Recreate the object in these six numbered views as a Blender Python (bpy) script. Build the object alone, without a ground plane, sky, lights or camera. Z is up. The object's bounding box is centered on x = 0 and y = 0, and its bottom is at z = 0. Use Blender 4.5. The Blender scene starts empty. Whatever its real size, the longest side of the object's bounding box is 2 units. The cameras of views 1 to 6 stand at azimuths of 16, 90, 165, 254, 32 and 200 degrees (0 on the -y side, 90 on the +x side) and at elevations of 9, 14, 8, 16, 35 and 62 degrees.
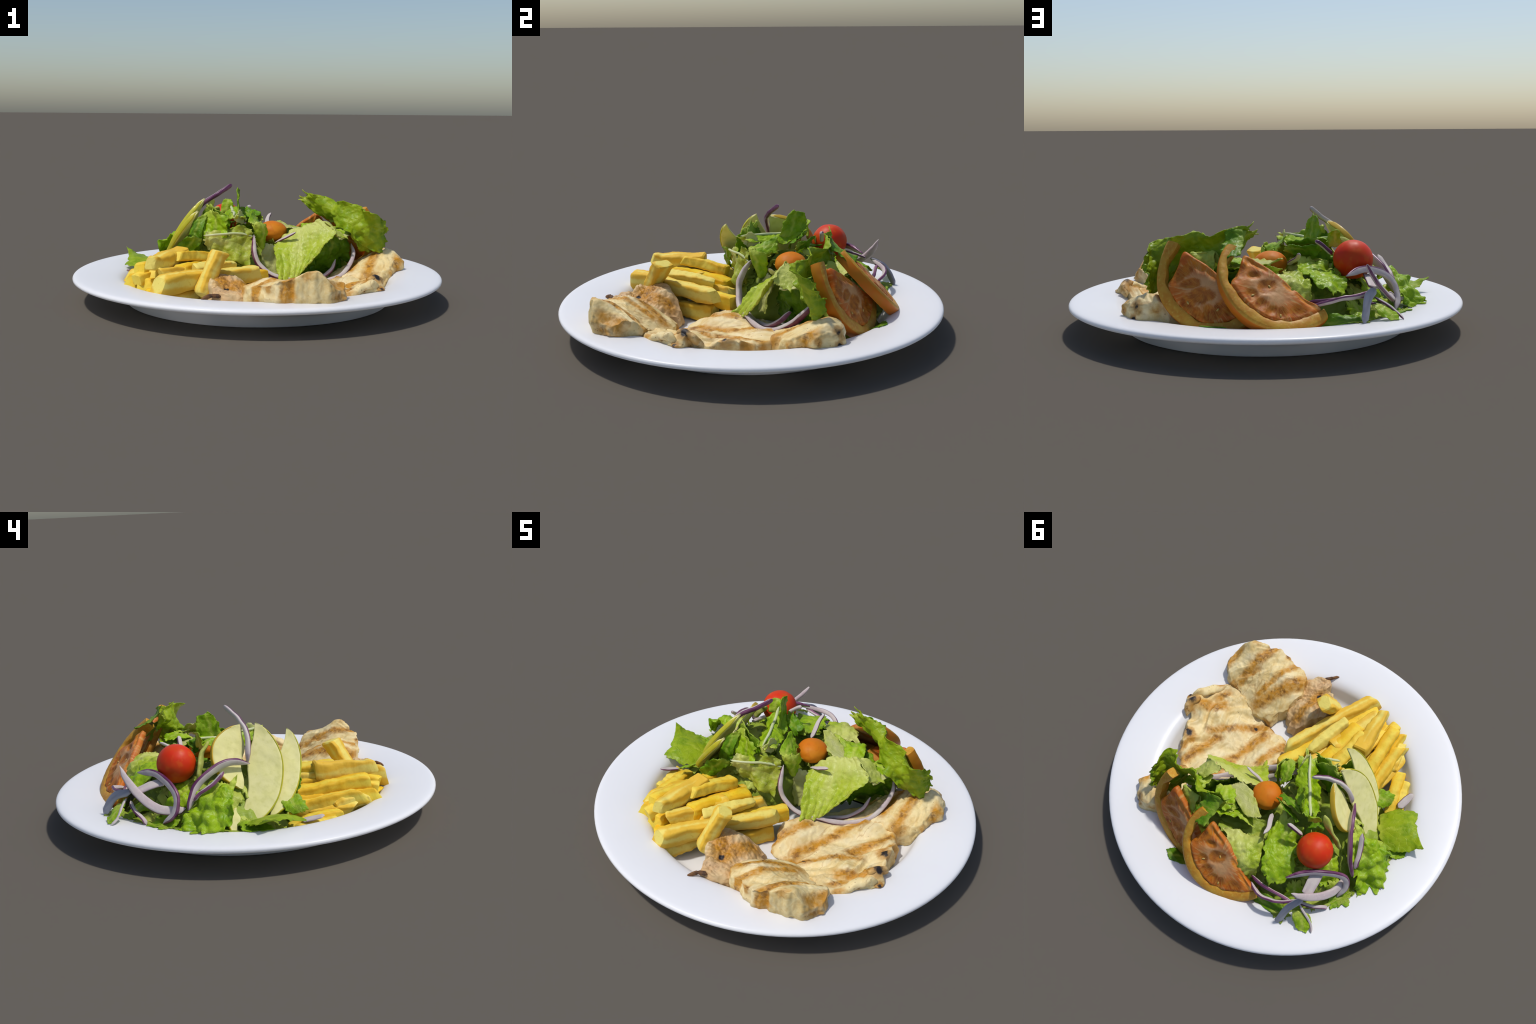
import bpy, math
import numpy as np
from mathutils import Vector, Matrix, noise as mnoise

rng = np.random.default_rng(7)
V = lambda *a: np.array(a, float)


# ------------------------------------------------------------------ helpers
def unit(v):
    v = np.asarray(v, float)
    return v / (np.linalg.norm(v, axis=-1, keepdims=True) + 1e-12)


def fbm(p, scale, octaves=2, seed=0.0):
    """fractal noise, about -1..1, for one point or an array of points"""
    p = np.asarray(p, float)
    flat = p.reshape(-1, 3) * scale + seed * 17.31
    out = np.empty(len(flat))
    for i, q in enumerate(flat):
        s, a, qq = 0.0, 1.0, Vector(q)
        for _ in range(octaves):
            s += a * mnoise.noise(qq)
            qq = qq * 2.07
            a *= 0.5
        out[i] = s
    return out.reshape(p.shape[:-1])


def catmull(pts, n, closed=False):
    """n points on a centripetal-like Catmull-Rom curve through pts (any dimension)"""
    P = np.asarray(pts, float)
    k = len(P)
    if k == 2 and not closed:
        t = np.linspace(0, 1, n)[:, None]
        return P[0] * (1 - t) + P[1] * t
    if closed:
        Q = np.vstack([P[-1:], P, P[:2]])
        t = np.linspace(0, k, n, endpoint=False)
    else:
        Q = np.vstack([2 * P[:1] - P[1:2], P, 2 * P[-1:] - P[-2:-1]])
        t = np.linspace(0, k - 1, n)
    i = np.minimum(t.astype(int), (k if closed else k - 1) - 1)
    f = (t - i)[:, None]
    a, b, c, d = Q[i], Q[i + 1], Q[i + 2], Q[i + 3]
    return 0.5 * (2 * b + (c - a) * f + (2 * a - 5 * b + 4 * c - d) * f ** 2 + (3 * b - a - 3 * c + d) * f ** 3)


class Thin:
    """thin-plate surface z(x, y) through a few control points"""

    def __init__(self, pts, smooth=1e-4):
        P = np.asarray(pts, float)
        self.p = P[:, :2]
        n = len(P)
        d = np.linalg.norm(self.p[:, None] - self.p[None], axis=2)
        A = np.zeros((n + 3, n + 3))
        A[:n, :n] = self.k(d) + smooth * np.eye(n)
        A[:n, n:] = A[n:, :n].T if False else np.c_[np.ones(n), self.p]
        A[n:, :n] = A[:n, n:].T
        self.w = np.linalg.solve(A, np.r_[P[:, 2], 0, 0, 0])

    @staticmethod
    def k(r):
        return np.where(r > 1e-9, r * r * np.log(r + 1e-12), 0.0)

    def __call__(self, xy):
        xy = np.asarray(xy, float)
        d = np.linalg.norm(xy[:, None] - self.p[None], axis=2)
        n = len(self.p)
        return self.k(d) @ self.w[:n] + np.c_[np.ones(len(xy)), xy] @ self.w[n:]


def make(name, verts, faces, mat, parent=None, frame=None, smooth=True, slots=None, sharp=None):
    """mesh object; frame = 4x4 giving the local axes in which Object coordinates are measured"""
    M = Matrix([list(map(float, r)) for r in frame]) if frame is not None else Matrix()
    v = np.asarray(verts, float)
    if frame is not None:
        inv = np.linalg.inv(np.asarray(frame, float))
        v = v @ inv[:3, :3].T + inv[:3, 3]
    me = bpy.data.meshes.new(name)
    me.from_pydata(v.tolist(), [], faces)
    for m in (mat if isinstance(mat, (list, tuple)) else [mat]):
        me.materials.append(m)
    if slots is not None:
        me.polygons.foreach_set("material_index", np.asarray(slots, np.int32))
    me.polygons.foreach_set("use_smooth", np.full(len(me.polygons), smooth))
    me.update()
    if sharp:
        me.set_sharp_from_angle(angle=math.radians(sharp))
    ob = bpy.data.objects.new(name, me)
    bpy.context.scene.collection.objects.link(ob)
    if parent is not None:
        ob.parent = parent
    ob.matrix_world = M
    return ob


def thing(name, label, category, at=(0, 0, 0)):
    e = bpy.data.objects.new(name, None)
    e.empty_display_size = 0.05
    e.location = Vector(at)
    bpy.context.scene.collection.objects.link(e)
    e["label"], e["category"] = label, category
    bpy.context.view_layer.update()
    return e


def tag(ob, label, category):
    ob["label"], ob["category"] = label, category
    return ob


def place(ob, parent):
    bpy.context.view_layer.update()
    m = ob.matrix_world.copy()
    ob.parent = parent
    ob.matrix_parent_inverse = parent.matrix_world.inverted()
    ob.matrix_world = m


def frame_of(origin, y, hint):
    """4x4 frame: local Y along y, local Z near hint"""
    y = unit(y)
    x = unit(np.cross(y, hint))
    z = np.cross(x, y)
    F = np.eye(4)
    F[:3, 0], F[:3, 1], F[:3, 2], F[:3, 3] = x, y, z, origin
    return F


# ---------------------------------------------------------------- materials
class Nodes:
    def __init__(self, name):
        self.m = bpy.data.materials.new(name)
        self.m.use_nodes = True
        self.t = self.m.node_tree
        self.t.nodes.clear()
        self.out = self.t.nodes.new("ShaderNodeOutputMaterial")
        self.co = self.t.nodes.new("ShaderNodeTexCoord").outputs["Object"]

    def put(self, socket, val):
        if isinstance(val, bpy.types.NodeSocket):
            self.t.links.new(val, socket)
        elif isinstance(val, (tuple, list, np.ndarray)) and socket.type == "RGBA":
            socket.default_value = (*[float(c) for c in val[:3]], 1)
        else:
            socket.default_value = val

    def math(self, op, a, b=0.0, c=None, clamp=False):
        n = self.t.nodes.new("ShaderNodeMath")
        n.operation, n.use_clamp = op, clamp
        self.put(n.inputs[0], a)
        self.put(n.inputs[1], b)
        if c is not None:
            self.put(n.inputs[2], c)
        return n.outputs[0]

    def vmath(self, op, a, b):
        n = self.t.nodes.new("ShaderNodeVectorMath")
        n.operation = op
        self.put(n.inputs[0], a)
        self.put(n.inputs[1], b)
        return n

    def mapping(self, scale=(1, 1, 1), rot=(0, 0, 0), loc=(0, 0, 0), src=None):
        n = self.t.nodes.new("ShaderNodeMapping")
        self.put(n.inputs["Vector"], src or self.co)
        n.inputs["Scale"].default_value, n.inputs["Rotation"].default_value, n.inputs["Location"].default_value = scale, rot, loc
        return n.outputs[0]

    def noise(self, scale, detail=3, vec=None, rough=0.5, dist=0.0, colour=False):
        n = self.t.nodes.new("ShaderNodeTexNoise")
        self.put(n.inputs["Vector"], vec or self.co)
        n.inputs["Scale"].default_value, n.inputs["Detail"].default_value = scale, detail
        n.inputs["Roughness"].default_value, n.inputs["Distortion"].default_value = rough, dist
        return n.outputs["Color" if colour else "Fac"]

    def voronoi(self, scale, vec=None, feature="F1"):
        n = self.t.nodes.new("ShaderNodeTexVoronoi")
        n.feature = feature
        self.put(n.inputs["Vector"], vec or self.co)
        n.inputs["Scale"].default_value = scale
        return n.outputs["Distance"]

    def ramp(self, x, lo, hi, a=0.0, b=1.0):
        n = self.t.nodes.new("ShaderNodeMapRange")
        n.interpolation_type = "SMOOTHSTEP"
        self.put(n.inputs[0], x)
        n.inputs[1].default_value, n.inputs[2].default_value = lo, hi
        n.inputs[3].default_value, n.inputs[4].default_value = a, b
        return n.outputs[0]

    def mix(self, fac, a, b, mode="MIX"):
        n = self.t.nodes.new("ShaderNodeMix")
        n.data_type, n.blend_type = "RGBA", mode
        self.put(n.inputs[0], fac)
        self.put(n.inputs[6], a)
        self.put(n.inputs[7], b)
        return n.outputs[2]

    def xyz(self, src=None):
        n = self.t.nodes.new("ShaderNodeSeparateXYZ")
        self.put(n.inputs[0], src or self.co)
        return n.outputs

    def bump(self, height, strength=0.3, dist=0.005):
        n = self.t.nodes.new("ShaderNodeBump")
        self.put(n.inputs["Height"], height)
        n.inputs["Strength"].default_value, n.inputs["Distance"].default_value = strength, dist
        return n.outputs[0]

    def random(self):
        return self.t.nodes.new("ShaderNodeObjectInfo").outputs["Random"]

    def finish(self, colour, rough=0.5, spec=0.5, normal=None, translucent=0.0, tcol=None, coat=0.0, sss=0.0):
        b = self.t.nodes.new("ShaderNodeBsdfPrincipled")
        self.put(b.inputs["Base Color"], colour)
        self.put(b.inputs["Roughness"], rough)
        b.inputs["Specular IOR Level"].default_value = spec
        b.inputs["Coat Weight"].default_value = coat
        b.inputs["Coat Roughness"].default_value = 0.15
        if normal is not None:
            self.put(b.inputs["Normal"], normal)
        sh = b.outputs[0]
        if translucent:
            t = self.t.nodes.new("ShaderNodeBsdfTranslucent")
            self.put(t.inputs[0], tcol if tcol is not None else colour)
            m = self.t.nodes.new("ShaderNodeMixShader")
            m.inputs[0].default_value = translucent
            self.t.links.new(sh, m.inputs[1])
            self.t.links.new(t.outputs[0], m.inputs[2])
            sh = m.outputs[0]
        self.t.links.new(sh, self.out.inputs[0])
        return self.m


def porcelain():
    n = Nodes("white_porcelain")
    c = n.mix(n.ramp(n.noise(3.0, 2), 0.3, 0.7), (0.975, 0.975, 0.985), (0.985, 0.985, 0.995))  # lifted near white, with translucency below, to brighten the plate's shaded underside
    return n.finish(c, 0.36, 0.4, translucent=0.28)


def lettuce(name, green, pale, dark, rib=0.03, base=0.06, gloss=0.38, yellow=0.25):
    """green blade, pale along the rib (local Y) and at its foot, with blotches and fine netted veins"""
    n = Nodes(name)
    x, y, z = n.xyz()
    c = n.mix(n.ramp(n.noise(14, 3, dist=0.6), 0.38, 0.66), green, dark)
    c = n.mix(n.math("MULTIPLY", n.ramp(n.noise(30, 3), 0.48, 0.7), yellow), c, np.minimum(np.array(pale) * 1.0, 1))
    wob = n.math("MULTIPLY_ADD", n.noise(22, 2), 0.05, -0.025)
    ax = n.math("ABSOLUTE", n.math("ADD", x, wob))
    ribm = n.math("MULTIPLY", n.ramp(ax, 0.0, rib, 1, 0), n.ramp(y, base, base + 0.16, 0.75, 0.1))
    foot = n.ramp(n.math("ADD", y, wob), base * 0.2 - 0.02, base + 0.03, 0.85, 0)
    c = n.mix(n.math("MAXIMUM", ribm, foot), c, pale)
    vein = n.ramp(n.voronoi(38, n.mapping((1, 0.6, 1)), "DISTANCE_TO_EDGE"), 0.0, 0.07, 1, 0)
    c = n.mix(n.math("MULTIPLY", vein, 0.14), c, pale)
    h = n.math("ADD", n.noise(55, 3), n.math("MULTIPLY", vein, -0.35))
    return n.finish(c, gloss + 0.06, normal=n.bump(h, 0.35, 0.006), translucent=0.24, tcol=n.mix(0.3, c, (0.40, 0.52, 0.01)), spec=0.28)


def fry_mat():
    n = Nodes("fried_potato")
    rnd = n.random()
    a = n.mix(n.ramp(n.noise(9, 2), 0.35, 0.68), (0.80, 0.62, 0.065), (0.80, 0.53, 0.020))
    a = n.mix(n.math("MULTIPLY", n.ramp(rnd, 0.15, 0.7), 0.85), a, (0.80, 0.67, 0.17))
    a = n.mix(n.math("MULTIPLY", n.ramp(n.noise(60, 4, rough=0.65), 0.52, 0.72), 0.35), a, (0.60, 0.36, 0.015))
    x, y, z = n.xyz()
    edge = n.math("ADD", n.math("ABSOLUTE", x), n.math("ABSOLUTE", z))
    e = n.math("MULTIPLY", n.ramp(n.math("ADD", edge, n.math("MULTIPLY", n.noise(25, 3), 0.03)), 0.056, 0.078), 0.75)
    a = n.mix(e, a, (0.74, 0.40, 0.010))
    spot = n.math("MULTIPLY", n.ramp(n.noise(16, 4, rough=0.6), 0.66, 0.78), 0.5)
    a = n.mix(spot, a, (0.42, 0.17, 0.01))
    return n.finish(a, 0.6, 0.22, n.bump(n.noise(70, 4), 0.25, 0.004))


def stripe_mask(n, x, y, stripes, wob):
    """1 inside any of a few straight grill-bar marks (x0, y0, x1, y1, half width)"""
    total = None
    for x0, y0, x1, y1, w in stripes:
        L = math.hypot(x1 - x0, y1 - y0)
        cx, cy = (x1 - x0) / L, (y1 - y0) / L
        dx, dy = n.math("SUBTRACT", x, x0), n.math("SUBTRACT", y, y0)
        s = n.math("ADD", n.math("MULTIPLY", dx, cx), n.math("MULTIPLY", dy, cy))
        t = n.math("ADD", n.math("SUBTRACT", n.math("MULTIPLY", dx, cy), n.math("MULTIPLY", dy, cx)), wob)
        w *= 1.25
        m = n.math("MULTIPLY", n.ramp(n.math("ABSOLUTE", t), w * 0.25, w * 1.15, 1, 0),
                   n.ramp(n.math("ABSOLUTE", n.math("SUBTRACT", s, L / 2)), L / 2 - 0.03, L / 2 + 0.03, 1, 0))
        total = m if total is None else n.math("MAXIMUM", total, m)
    return total


def spot_mask(n, spots, wob):
    total = None
    for sx, sy, sz, r in spots:
        d = n.vmath("DISTANCE", n.co, (sx, sy, sz)).outputs["Value"]
        m = n.ramp(n.math("ADD", d, wob), r * 0.55, r * 1.1, 1, 0)
        total = m if total is None else n.math("MAXIMUM", total, m)
    return total


def chicken_mat(name, stripes, spots, fibre=0.6, brown=0.25, rim=(), tint=0.0):
    n = Nodes(name)
    x, y, z = n.xyz()
    fib = n.noise(26, 4, n.mapping((1, 0.22, 1), (0, 0, fibre)), 0.6, 0.8)
    c = n.mix(n.ramp(fib, 0.35, 0.68), (0.79, 0.64, 0.325), (0.69, 0.495, 0.195))
    c = n.mix(n.math("MULTIPLY", n.ramp(n.noise(7, 3, dist=0.5), 0.45, 0.7), 0.6), c, (0.83, 0.72, 0.46))
    c = n.mix(n.math("MULTIPLY", n.ramp(n.noise(6, 4, n.mapping((1, 1, 1), loc=(3, 1, 0)), 0.6), 0.52, 0.72), brown), c, (0.52, 0.27, 0.05))
    if tint:                        # thin browned skin
        c = n.mix(n.ramp(n.noise(9, 3), 0.3, 0.65, tint * 0.5, tint), c, (0.50, 0.27, 0.12))
    wob = n.math("MULTIPLY_ADD", n.noise(18, 4, rough=0.6), 0.05, -0.025)
    if stripes:
        m = stripe_mask(n, x, y, stripes, wob)
        grain = n.ramp(n.noise(34, 4, rough=0.65), 0.33, 0.62)
        c = n.mix(n.math("MULTIPLY", m, n.math("MULTIPLY_ADD", grain, 0.3, 0.7)), c, (0.52, 0.235, 0.016))
        deep = n.math("MULTIPLY", m, n.ramp(n.noise(15, 5, n.mapping(loc=(5, 2, 1)), 0.7), 0.5, 0.68))
        c = n.mix(n.math("MULTIPLY", deep, 0.9), c, (0.16, 0.065, 0.012))
    ln = n.noise(5.5, 3, n.mapping((1, 0.22, 1), (0, 0, fibre), (2, 7, 0)), 0.5, 0.6)
    crease = n.math("MULTIPLY", n.ramp(n.math("ABSOLUTE", n.math("SUBTRACT", ln, 0.5)), 0.0, 0.022, 1, 0), n.ramp(n.noise(7, 2, n.mapping(loc=(9, 3, 1))), 0.42, 0.6))
    c = n.mix(n.math("MULTIPLY", crease, 0.4), c, (0.36, 0.16, 0.03))
    if rim:                         # browned, torn edge
        rw = n.math("MULTIPLY_ADD", n.noise(24, 4, rough=0.6), 0.07, -0.03)
        rm = n.math("MULTIPLY", spot_mask(n, rim, rw), n.ramp(n.noise(13, 3, n.mapping(loc=(1, 8, 4))), 0.36, 0.58))
        c = n.mix(n.math("MULTIPLY", rm, 0.85), c, (0.50, 0.235, 0.03))
        c = n.mix(n.math("MULTIPLY", rm, n.ramp(n.noise(30, 4, rough=0.7), 0.55, 0.7)), c, (0.20, 0.08, 0.015))
    freck = n.math("MULTIPLY", n.ramp(n.voronoi(45), 0.08, 0.17, 1, 0), n.ramp(n.noise(9, 2), 0.52, 0.62))
    c = n.mix(n.math("MULTIPLY", freck, 0.7), c, (0.16, 0.07, 0.02))
    if spots:
        sw = n.math("MULTIPLY_ADD", n.noise(45, 3), 0.03, -0.015)
        big = [(a, b, d, r * 1.9) for a, b, d, r in spots]
        c = n.mix(n.math("MULTIPLY", spot_mask(n, big, sw), 0.7), c, (0.40, 0.18, 0.03))
        c = n.mix(spot_mask(n, spots, sw), c, (0.022, 0.018, 0.018))
    h = n.math("ADD", fib, n.math("MULTIPLY", n.noise(60, 3), 0.5))
    return n.finish(c, 0.55, 0.3, n.bump(h, 0.32, 0.005))


def onion_flesh():
    n = Nodes("onion_flesh")
    s = n.noise(20, 3, n.mapping((1, 0.15, 1)), 0.55)
    c = n.mix(n.ramp(s, 0.35, 0.7), (0.64, 0.57, 0.53), (0.54, 0.42, 0.45))
    c = n.mix(n.math("MULTIPLY", n.ramp(n.noise(90, 2), 0.5, 0.65), 0.25), c, (0.72, 0.66, 0.61))
    return n.finish(c, 0.5, 0.25, n.bump(s, 0.15, 0.003), 0.12)


def onion_skin():
    n = Nodes("onion_purple_skin")
    s = n.noise(30, 3, n.mapping((1, 0.12, 1)), 0.55)
    c = n.mix(n.ramp(s, 0.35, 0.68), (0.105, 0.02, 0.075), (0.24, 0.09, 0.17))
    return n.finish(c, 0.35, 0.5)


def onion_grey():
    n = Nodes("onion_grey_flesh")
    s = n.noise(24, 3, n.mapping((1, 0.12, 1)), 0.55)
    c = n.mix(n.ramp(s, 0.32, 0.7), (0.46, 0.45, 0.48), (0.27, 0.26, 0.31))
    return n.finish(c, 0.5, 0.25, None, 0.1)


def simple(name, a, b, scale=12, rough=0.4, spec=0.5, bump=0.0, coat=0.0, stretch=(1, 1, 1), tr=0.0, c3=None):
    n = Nodes(name)
    s = n.noise(scale, 4, n.mapping(stretch), 0.6)
    c = n.mix(n.ramp(s, 0.34, 0.68), a, b)
    if c3 is not None:
        c = n.mix(n.math("MULTIPLY", n.ramp(n.noise(scale * 4.2, 3), 0.52, 0.68), 0.5), c, c3)
    return n.finish(c, rough + 0.1, spec * 0.5, n.bump(n.noise(scale * 5, 3), bump, 0.004) if bump else None, tr, None, coat)


M_PLATE = porcelain()
GREEN = lettuce("lettuce_green", (0.29, 0.48, 0.008), (0.56, 0.64, 0.10), (0.15, 0.31, 0.003), 0.018, 0.03)
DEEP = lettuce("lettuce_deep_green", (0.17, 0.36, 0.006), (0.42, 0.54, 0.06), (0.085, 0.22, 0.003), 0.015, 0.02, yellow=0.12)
LIME = lettuce("lettuce_lime", (0.37, 0.56, 0.008), (0.62, 0.70, 0.12), (0.22, 0.41, 0.004), 0.02, 0.03, 0.34)
BUTTER = lettuce("lettuce_butter", (0.34, 0.46, 0.010), (0.55, 0.62, 0.07), (0.22, 0.36, 0.005), 0.012, 0.01, 0.36)
ICE = lettuce("lettuce_iceberg", (0.52, 0.62, 0.05), (0.70, 0.72, 0.22), (0.40, 0.53, 0.022), 0.05, 0.10, 0.33, 0.4)
PALE = lettuce("lettuce_pale", (0.54, 0.58, 0.10), (0.70, 0.69, 0.30), (0.42, 0.48, 0.05), 0.05, 0.12, 0.36, 0.45)
ROMAINE = lettuce("lettuce_pale_romaine", (0.50, 0.56, 0.055), (0.70, 0.70, 0.26), (0.33, 0.42, 0.02), 0.04, 0.05, 0.36, 0.5)
M_RIB = simple("lettuce_rib", (0.60, 0.63, 0.36), (0.50, 0.56, 0.27), 20, 0.4, 0.5, 0.2, 0, (1, 0.2, 1))
M_FRY = fry_mat()
M_ONION, M_SKIN, M_GREY = onion_flesh(), onion_skin(), onion_grey()
M_RIND = simple("tomato_rind_flesh", (0.58, 0.31, 0.035), (0.52, 0.21, 0.018), 16, 0.4, 0.5, 0.25, 0, (1, 1, 1), 0, (0.60, 0.42, 0.07))
M_TSKIN = simple("tomato_skin", (0.60, 0.15, 0.008), (0.52, 0.20, 0.012), 8, 0.35, 0.4, 0, 0.0)
def pulp_mat(gels, bright):
    """orange-red flesh, pale towards the core and along radiating fibres, with darker gel in its pockets"""
    n = Nodes("tomato_pulp")
    x, y, z = n.xyz()
    dx, dy = n.math("MULTIPLY", x, 0.75), n.math("SUBTRACT", y, 0.075)
    r = n.math("SQRT", n.math("ADD", n.math("MULTIPLY", dx, dx), n.math("MULTIPLY", dy, dy)))
    r = n.math("ADD", r, n.math("MULTIPLY_ADD", n.noise(16, 4), 0.09, -0.045))
    a = n.math("ARCTAN2", dy, dx)
    comb = n.t.nodes.new("ShaderNodeCombineXYZ")
    n.put(comb.inputs[0], n.math("MULTIPLY", a, 3.2))
    n.put(comb.inputs[1], n.math("MULTIPLY", r, 6.0))
    rays = n.ramp(n.noise(3.2, 3, comb.outputs[0]), 0.48, 0.66)
    c = n.mix(n.ramp(n.noise(12, 3), 0.35, 0.65), (0.58, 0.17, 0.022), (0.50, 0.11, 0.012))
    c = n.mix(n.math("MULTIPLY", rays, 0.75), c, (0.62, 0.36, 0.12))
    c = n.mix(n.ramp(r, 0.03, 0.115, 0.75, 0.0), c, (0.62, 0.37, 0.17))
    fine = n.ramp(n.noise(6.5, 4, comb.outputs[0], 0.6), 0.42, 0.62)
    wob = n.math("MULTIPLY_ADD", n.noise(20, 4, rough=0.6), 1.1, -0.55)
    for pockets, dark, mid, pale in ((gels, (0.28, 0.055, 0.004), (0.50, 0.145, 0.006), (0.56, 0.28, 0.045)), (bright, (0.60, 0.17, 0.008), (0.64, 0.22, 0.010), (0.62, 0.36, 0.14))):
        m = None
        for gx, gy, rx, ry, rot in pockets:
            ex, ey = n.math("SUBTRACT", x, gx), n.math("SUBTRACT", y, gy)
            p = n.math("ADD", n.math("MULTIPLY", ex, math.cos(rot) / (rx * 1.25)), n.math("MULTIPLY", ey, math.sin(rot) / (rx * 1.25)))
            q = n.math("ADD", n.math("MULTIPLY", ex, -math.sin(rot) / (ry * 1.25)), n.math("MULTIPLY", ey, math.cos(rot) / (ry * 1.25)))
            d = n.math("SQRT", n.math("ADD", n.math("MULTIPLY", p, p), n.math("MULTIPLY", q, q)))
            k = n.ramp(n.math("ADD", d, wob), 0.72, 1.12, 1, 0)
            m = k if m is None else n.math("MAXIMUM", m, k)
        g = n.mix(n.ramp(n.noise(24, 3), 0.35, 0.65), dark, mid)
        g = n.mix(n.math("MULTIPLY", fine, 0.42), g, pale)
        c = n.mix(n.math("MULTIPLY", m, 0.92), c, g)
    return n.finish(c, 0.5, 0.2, n.bump(n.noise(50, 3), 0.3, 0.004))
M_SEED = simple("tomato_seed", (0.58, 0.42, 0.13), (0.5, 0.33, 0.08), 30, 0.4)
M_CHERRY = simple("cherry_tomato_skin", (0.64, 0.030, 0.004), (0.58, 0.065, 0.006), 7, 0.36, 0.45, 0, 0.0, (1, 1, 1), 0, (0.64, 0.10, 0.010))
M_ORANGE = simple("orange_tomato_skin", (0.62, 0.155, 0.006), (0.60, 0.21, 0.010), 9, 0.45, 0.35, 0.1, 0.0, (1, 1, 1), 0, (0.54, 0.13, 0.006))
M_APPLE = simple("apple_flesh", (0.86, 0.80, 0.38), (0.81, 0.76, 0.31), 9, 0.5, 0.35, 0.25, 0, (1, 1, 1), 0.08, (0.72, 0.68, 0.26))
M_PEEL = simple("apple_peel", (0.52, 0.46, 0.025), (0.42, 0.42, 0.02), 14, 0.32, 0.5, 0, 0.2)
M_PEELY = simple("apple_golden_peel", (0.58, 0.36, 0.025), (0.50, 0.34, 0.02), 14, 0.32, 0.5, 0, 0.2)


# -------------------------------------------------------------------- plate
FLOOR = 0.024
PLATE_TOP = [(0.0, FLOOR), (0.50, FLOOR), (0.62, 0.024), (0.665, 0.028), (0.692, 0.046), (0.712, 0.085), (0.728, 0.115), (0.76, 0.134),
             (0.82, 0.1425), (0.89, 0.1475), (0.95, 0.149), (0.980, 0.148), (0.995, 0.143), (1.001, 0.134)]
PLATE_UNDER = [(1.000, 0.128), (0.992, 0.122), (0.975, 0.117), (0.90, 0.104), (0.80, 0.085), (0.758, 0.065), (0.735, 0.028),
               (0.718, 0.002), (0.710, 0.0), (0.690, 0.0), (0.66, 0.008), (0.0, 0.009)]


def plate_z(r):
    return np.interp(r, [p[0] for p in PLATE_TOP], [p[1] for p in PLATE_TOP])


def lathe(name, prof, mat, seg):
    n, vs, fs = len(prof), [], []
    a = np.arange(seg) * math.tau / seg
    for r, z in prof[1:-1]:
        vs += [(r * math.cos(t), r * math.sin(t), z) for t in a]
    rows = n - 2
    for i in range(rows - 1):
        for j in range(seg):
            k = (j + 1) % seg
            fs.append((i * seg + j, (i + 1) * seg + j, (i + 1) * seg + k, i * seg + k))
    t, b = len(vs), len(vs) + 1
    vs += [(0, 0, prof[0][1]), (0, 0, prof[-1][1])]
    for j in range(seg):
        k = (j + 1) % seg
        fs.append((t, j, k))
        fs.append((b, (rows - 1) * seg + k, (rows - 1) * seg + j))
    return make(name, vs, fs, mat)


def smooth_profile(p, n):
    P = np.array(p)
    s = np.r_[0, np.cumsum(np.linalg.norm(np.diff(P, axis=0), axis=1))]
    q = catmull(P, n * 6)
    q[:, 0] = np.maximum(q[:, 0], 0)
    q[0], q[-1] = P[0], P[-1]
    return [tuple(x) for x in q[::2]]


top = smooth_profile(PLATE_TOP[1:], 14)
under = smooth_profile(PLATE_UNDER[:-1], 14)
plate = lathe("dinner_plate", [(0, FLOOR)] + top + under + [(0, 0.009)], M_PLATE, 128)
tag(plate, "round white porcelain plate with a broad rim", "plate")


# ------------------------------------------------------------------ lettuce
def grid_surface(G, nu, nv, rnd=0.35):
    """smooth surface through a grid of control points (rows x columns); corners rounded by rnd"""
    G = np.asarray(G, float)
    R, C = G.shape[:2]
    u, v = np.meshgrid(np.linspace(-1, 1, nu), np.linspace(-1, 1, nv), indexing="ij")
    us = u * ((1 - rnd) + rnd * np.sqrt(1 - v * v / 2))
    vs = v * ((1 - rnd) + rnd * np.sqrt(1 - u * u / 2))
    return u, v, us, vs


def eval_grid(G, us, vs):
    G = np.asarray(G, float)
    R, C = G.shape[:2]

    def basis(t, k):
        if k == 2:
            return np.stack([1 - t, t], -1)
        s = t * (k - 1)
        i = np.clip(s.astype(int), 0, k - 2)
        f = s - i
        w = np.zeros(t.shape + (k,))
        co = [0.5 * (-f + 2 * f ** 2 - f ** 3), 0.5 * (2 - 5 * f ** 2 + 3 * f ** 3), 0.5 * (f + 4 * f ** 2 - 3 * f ** 3), 0.5 * (-f ** 2 + f ** 3)]
        idx = np.indices(t.shape)
        for d, c in zip((-1, 0, 1, 2), co):
            j = i + d
            lo, hi = j < 0, j > k - 1
            jj = np.clip(j, 0, k - 1)
            np.add.at(w, (*idx, jj), np.where(lo | hi, 0, c))
            if lo.any():      # reflected end points
                np.add.at(w, (*idx, np.zeros_like(i)), np.where(lo, 2 * c, 0))
                np.add.at(w, (*idx, np.ones_like(i)), np.where(lo, -c, 0))
            if hi.any():
                np.add.at(w, (*idx, np.full_like(i, k - 1)), np.where(hi, 2 * c, 0))
                np.add.at(w, (*idx, np.full_like(i, k - 2)), np.where(hi, -c, 0))
        return w

    wu, wv = basis((us + 1) / 2, R), basis((vs + 1) / 2, C)
    return np.einsum("abr,abc,rck->abk", wu, wv, G)


LEAVES = []


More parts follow.
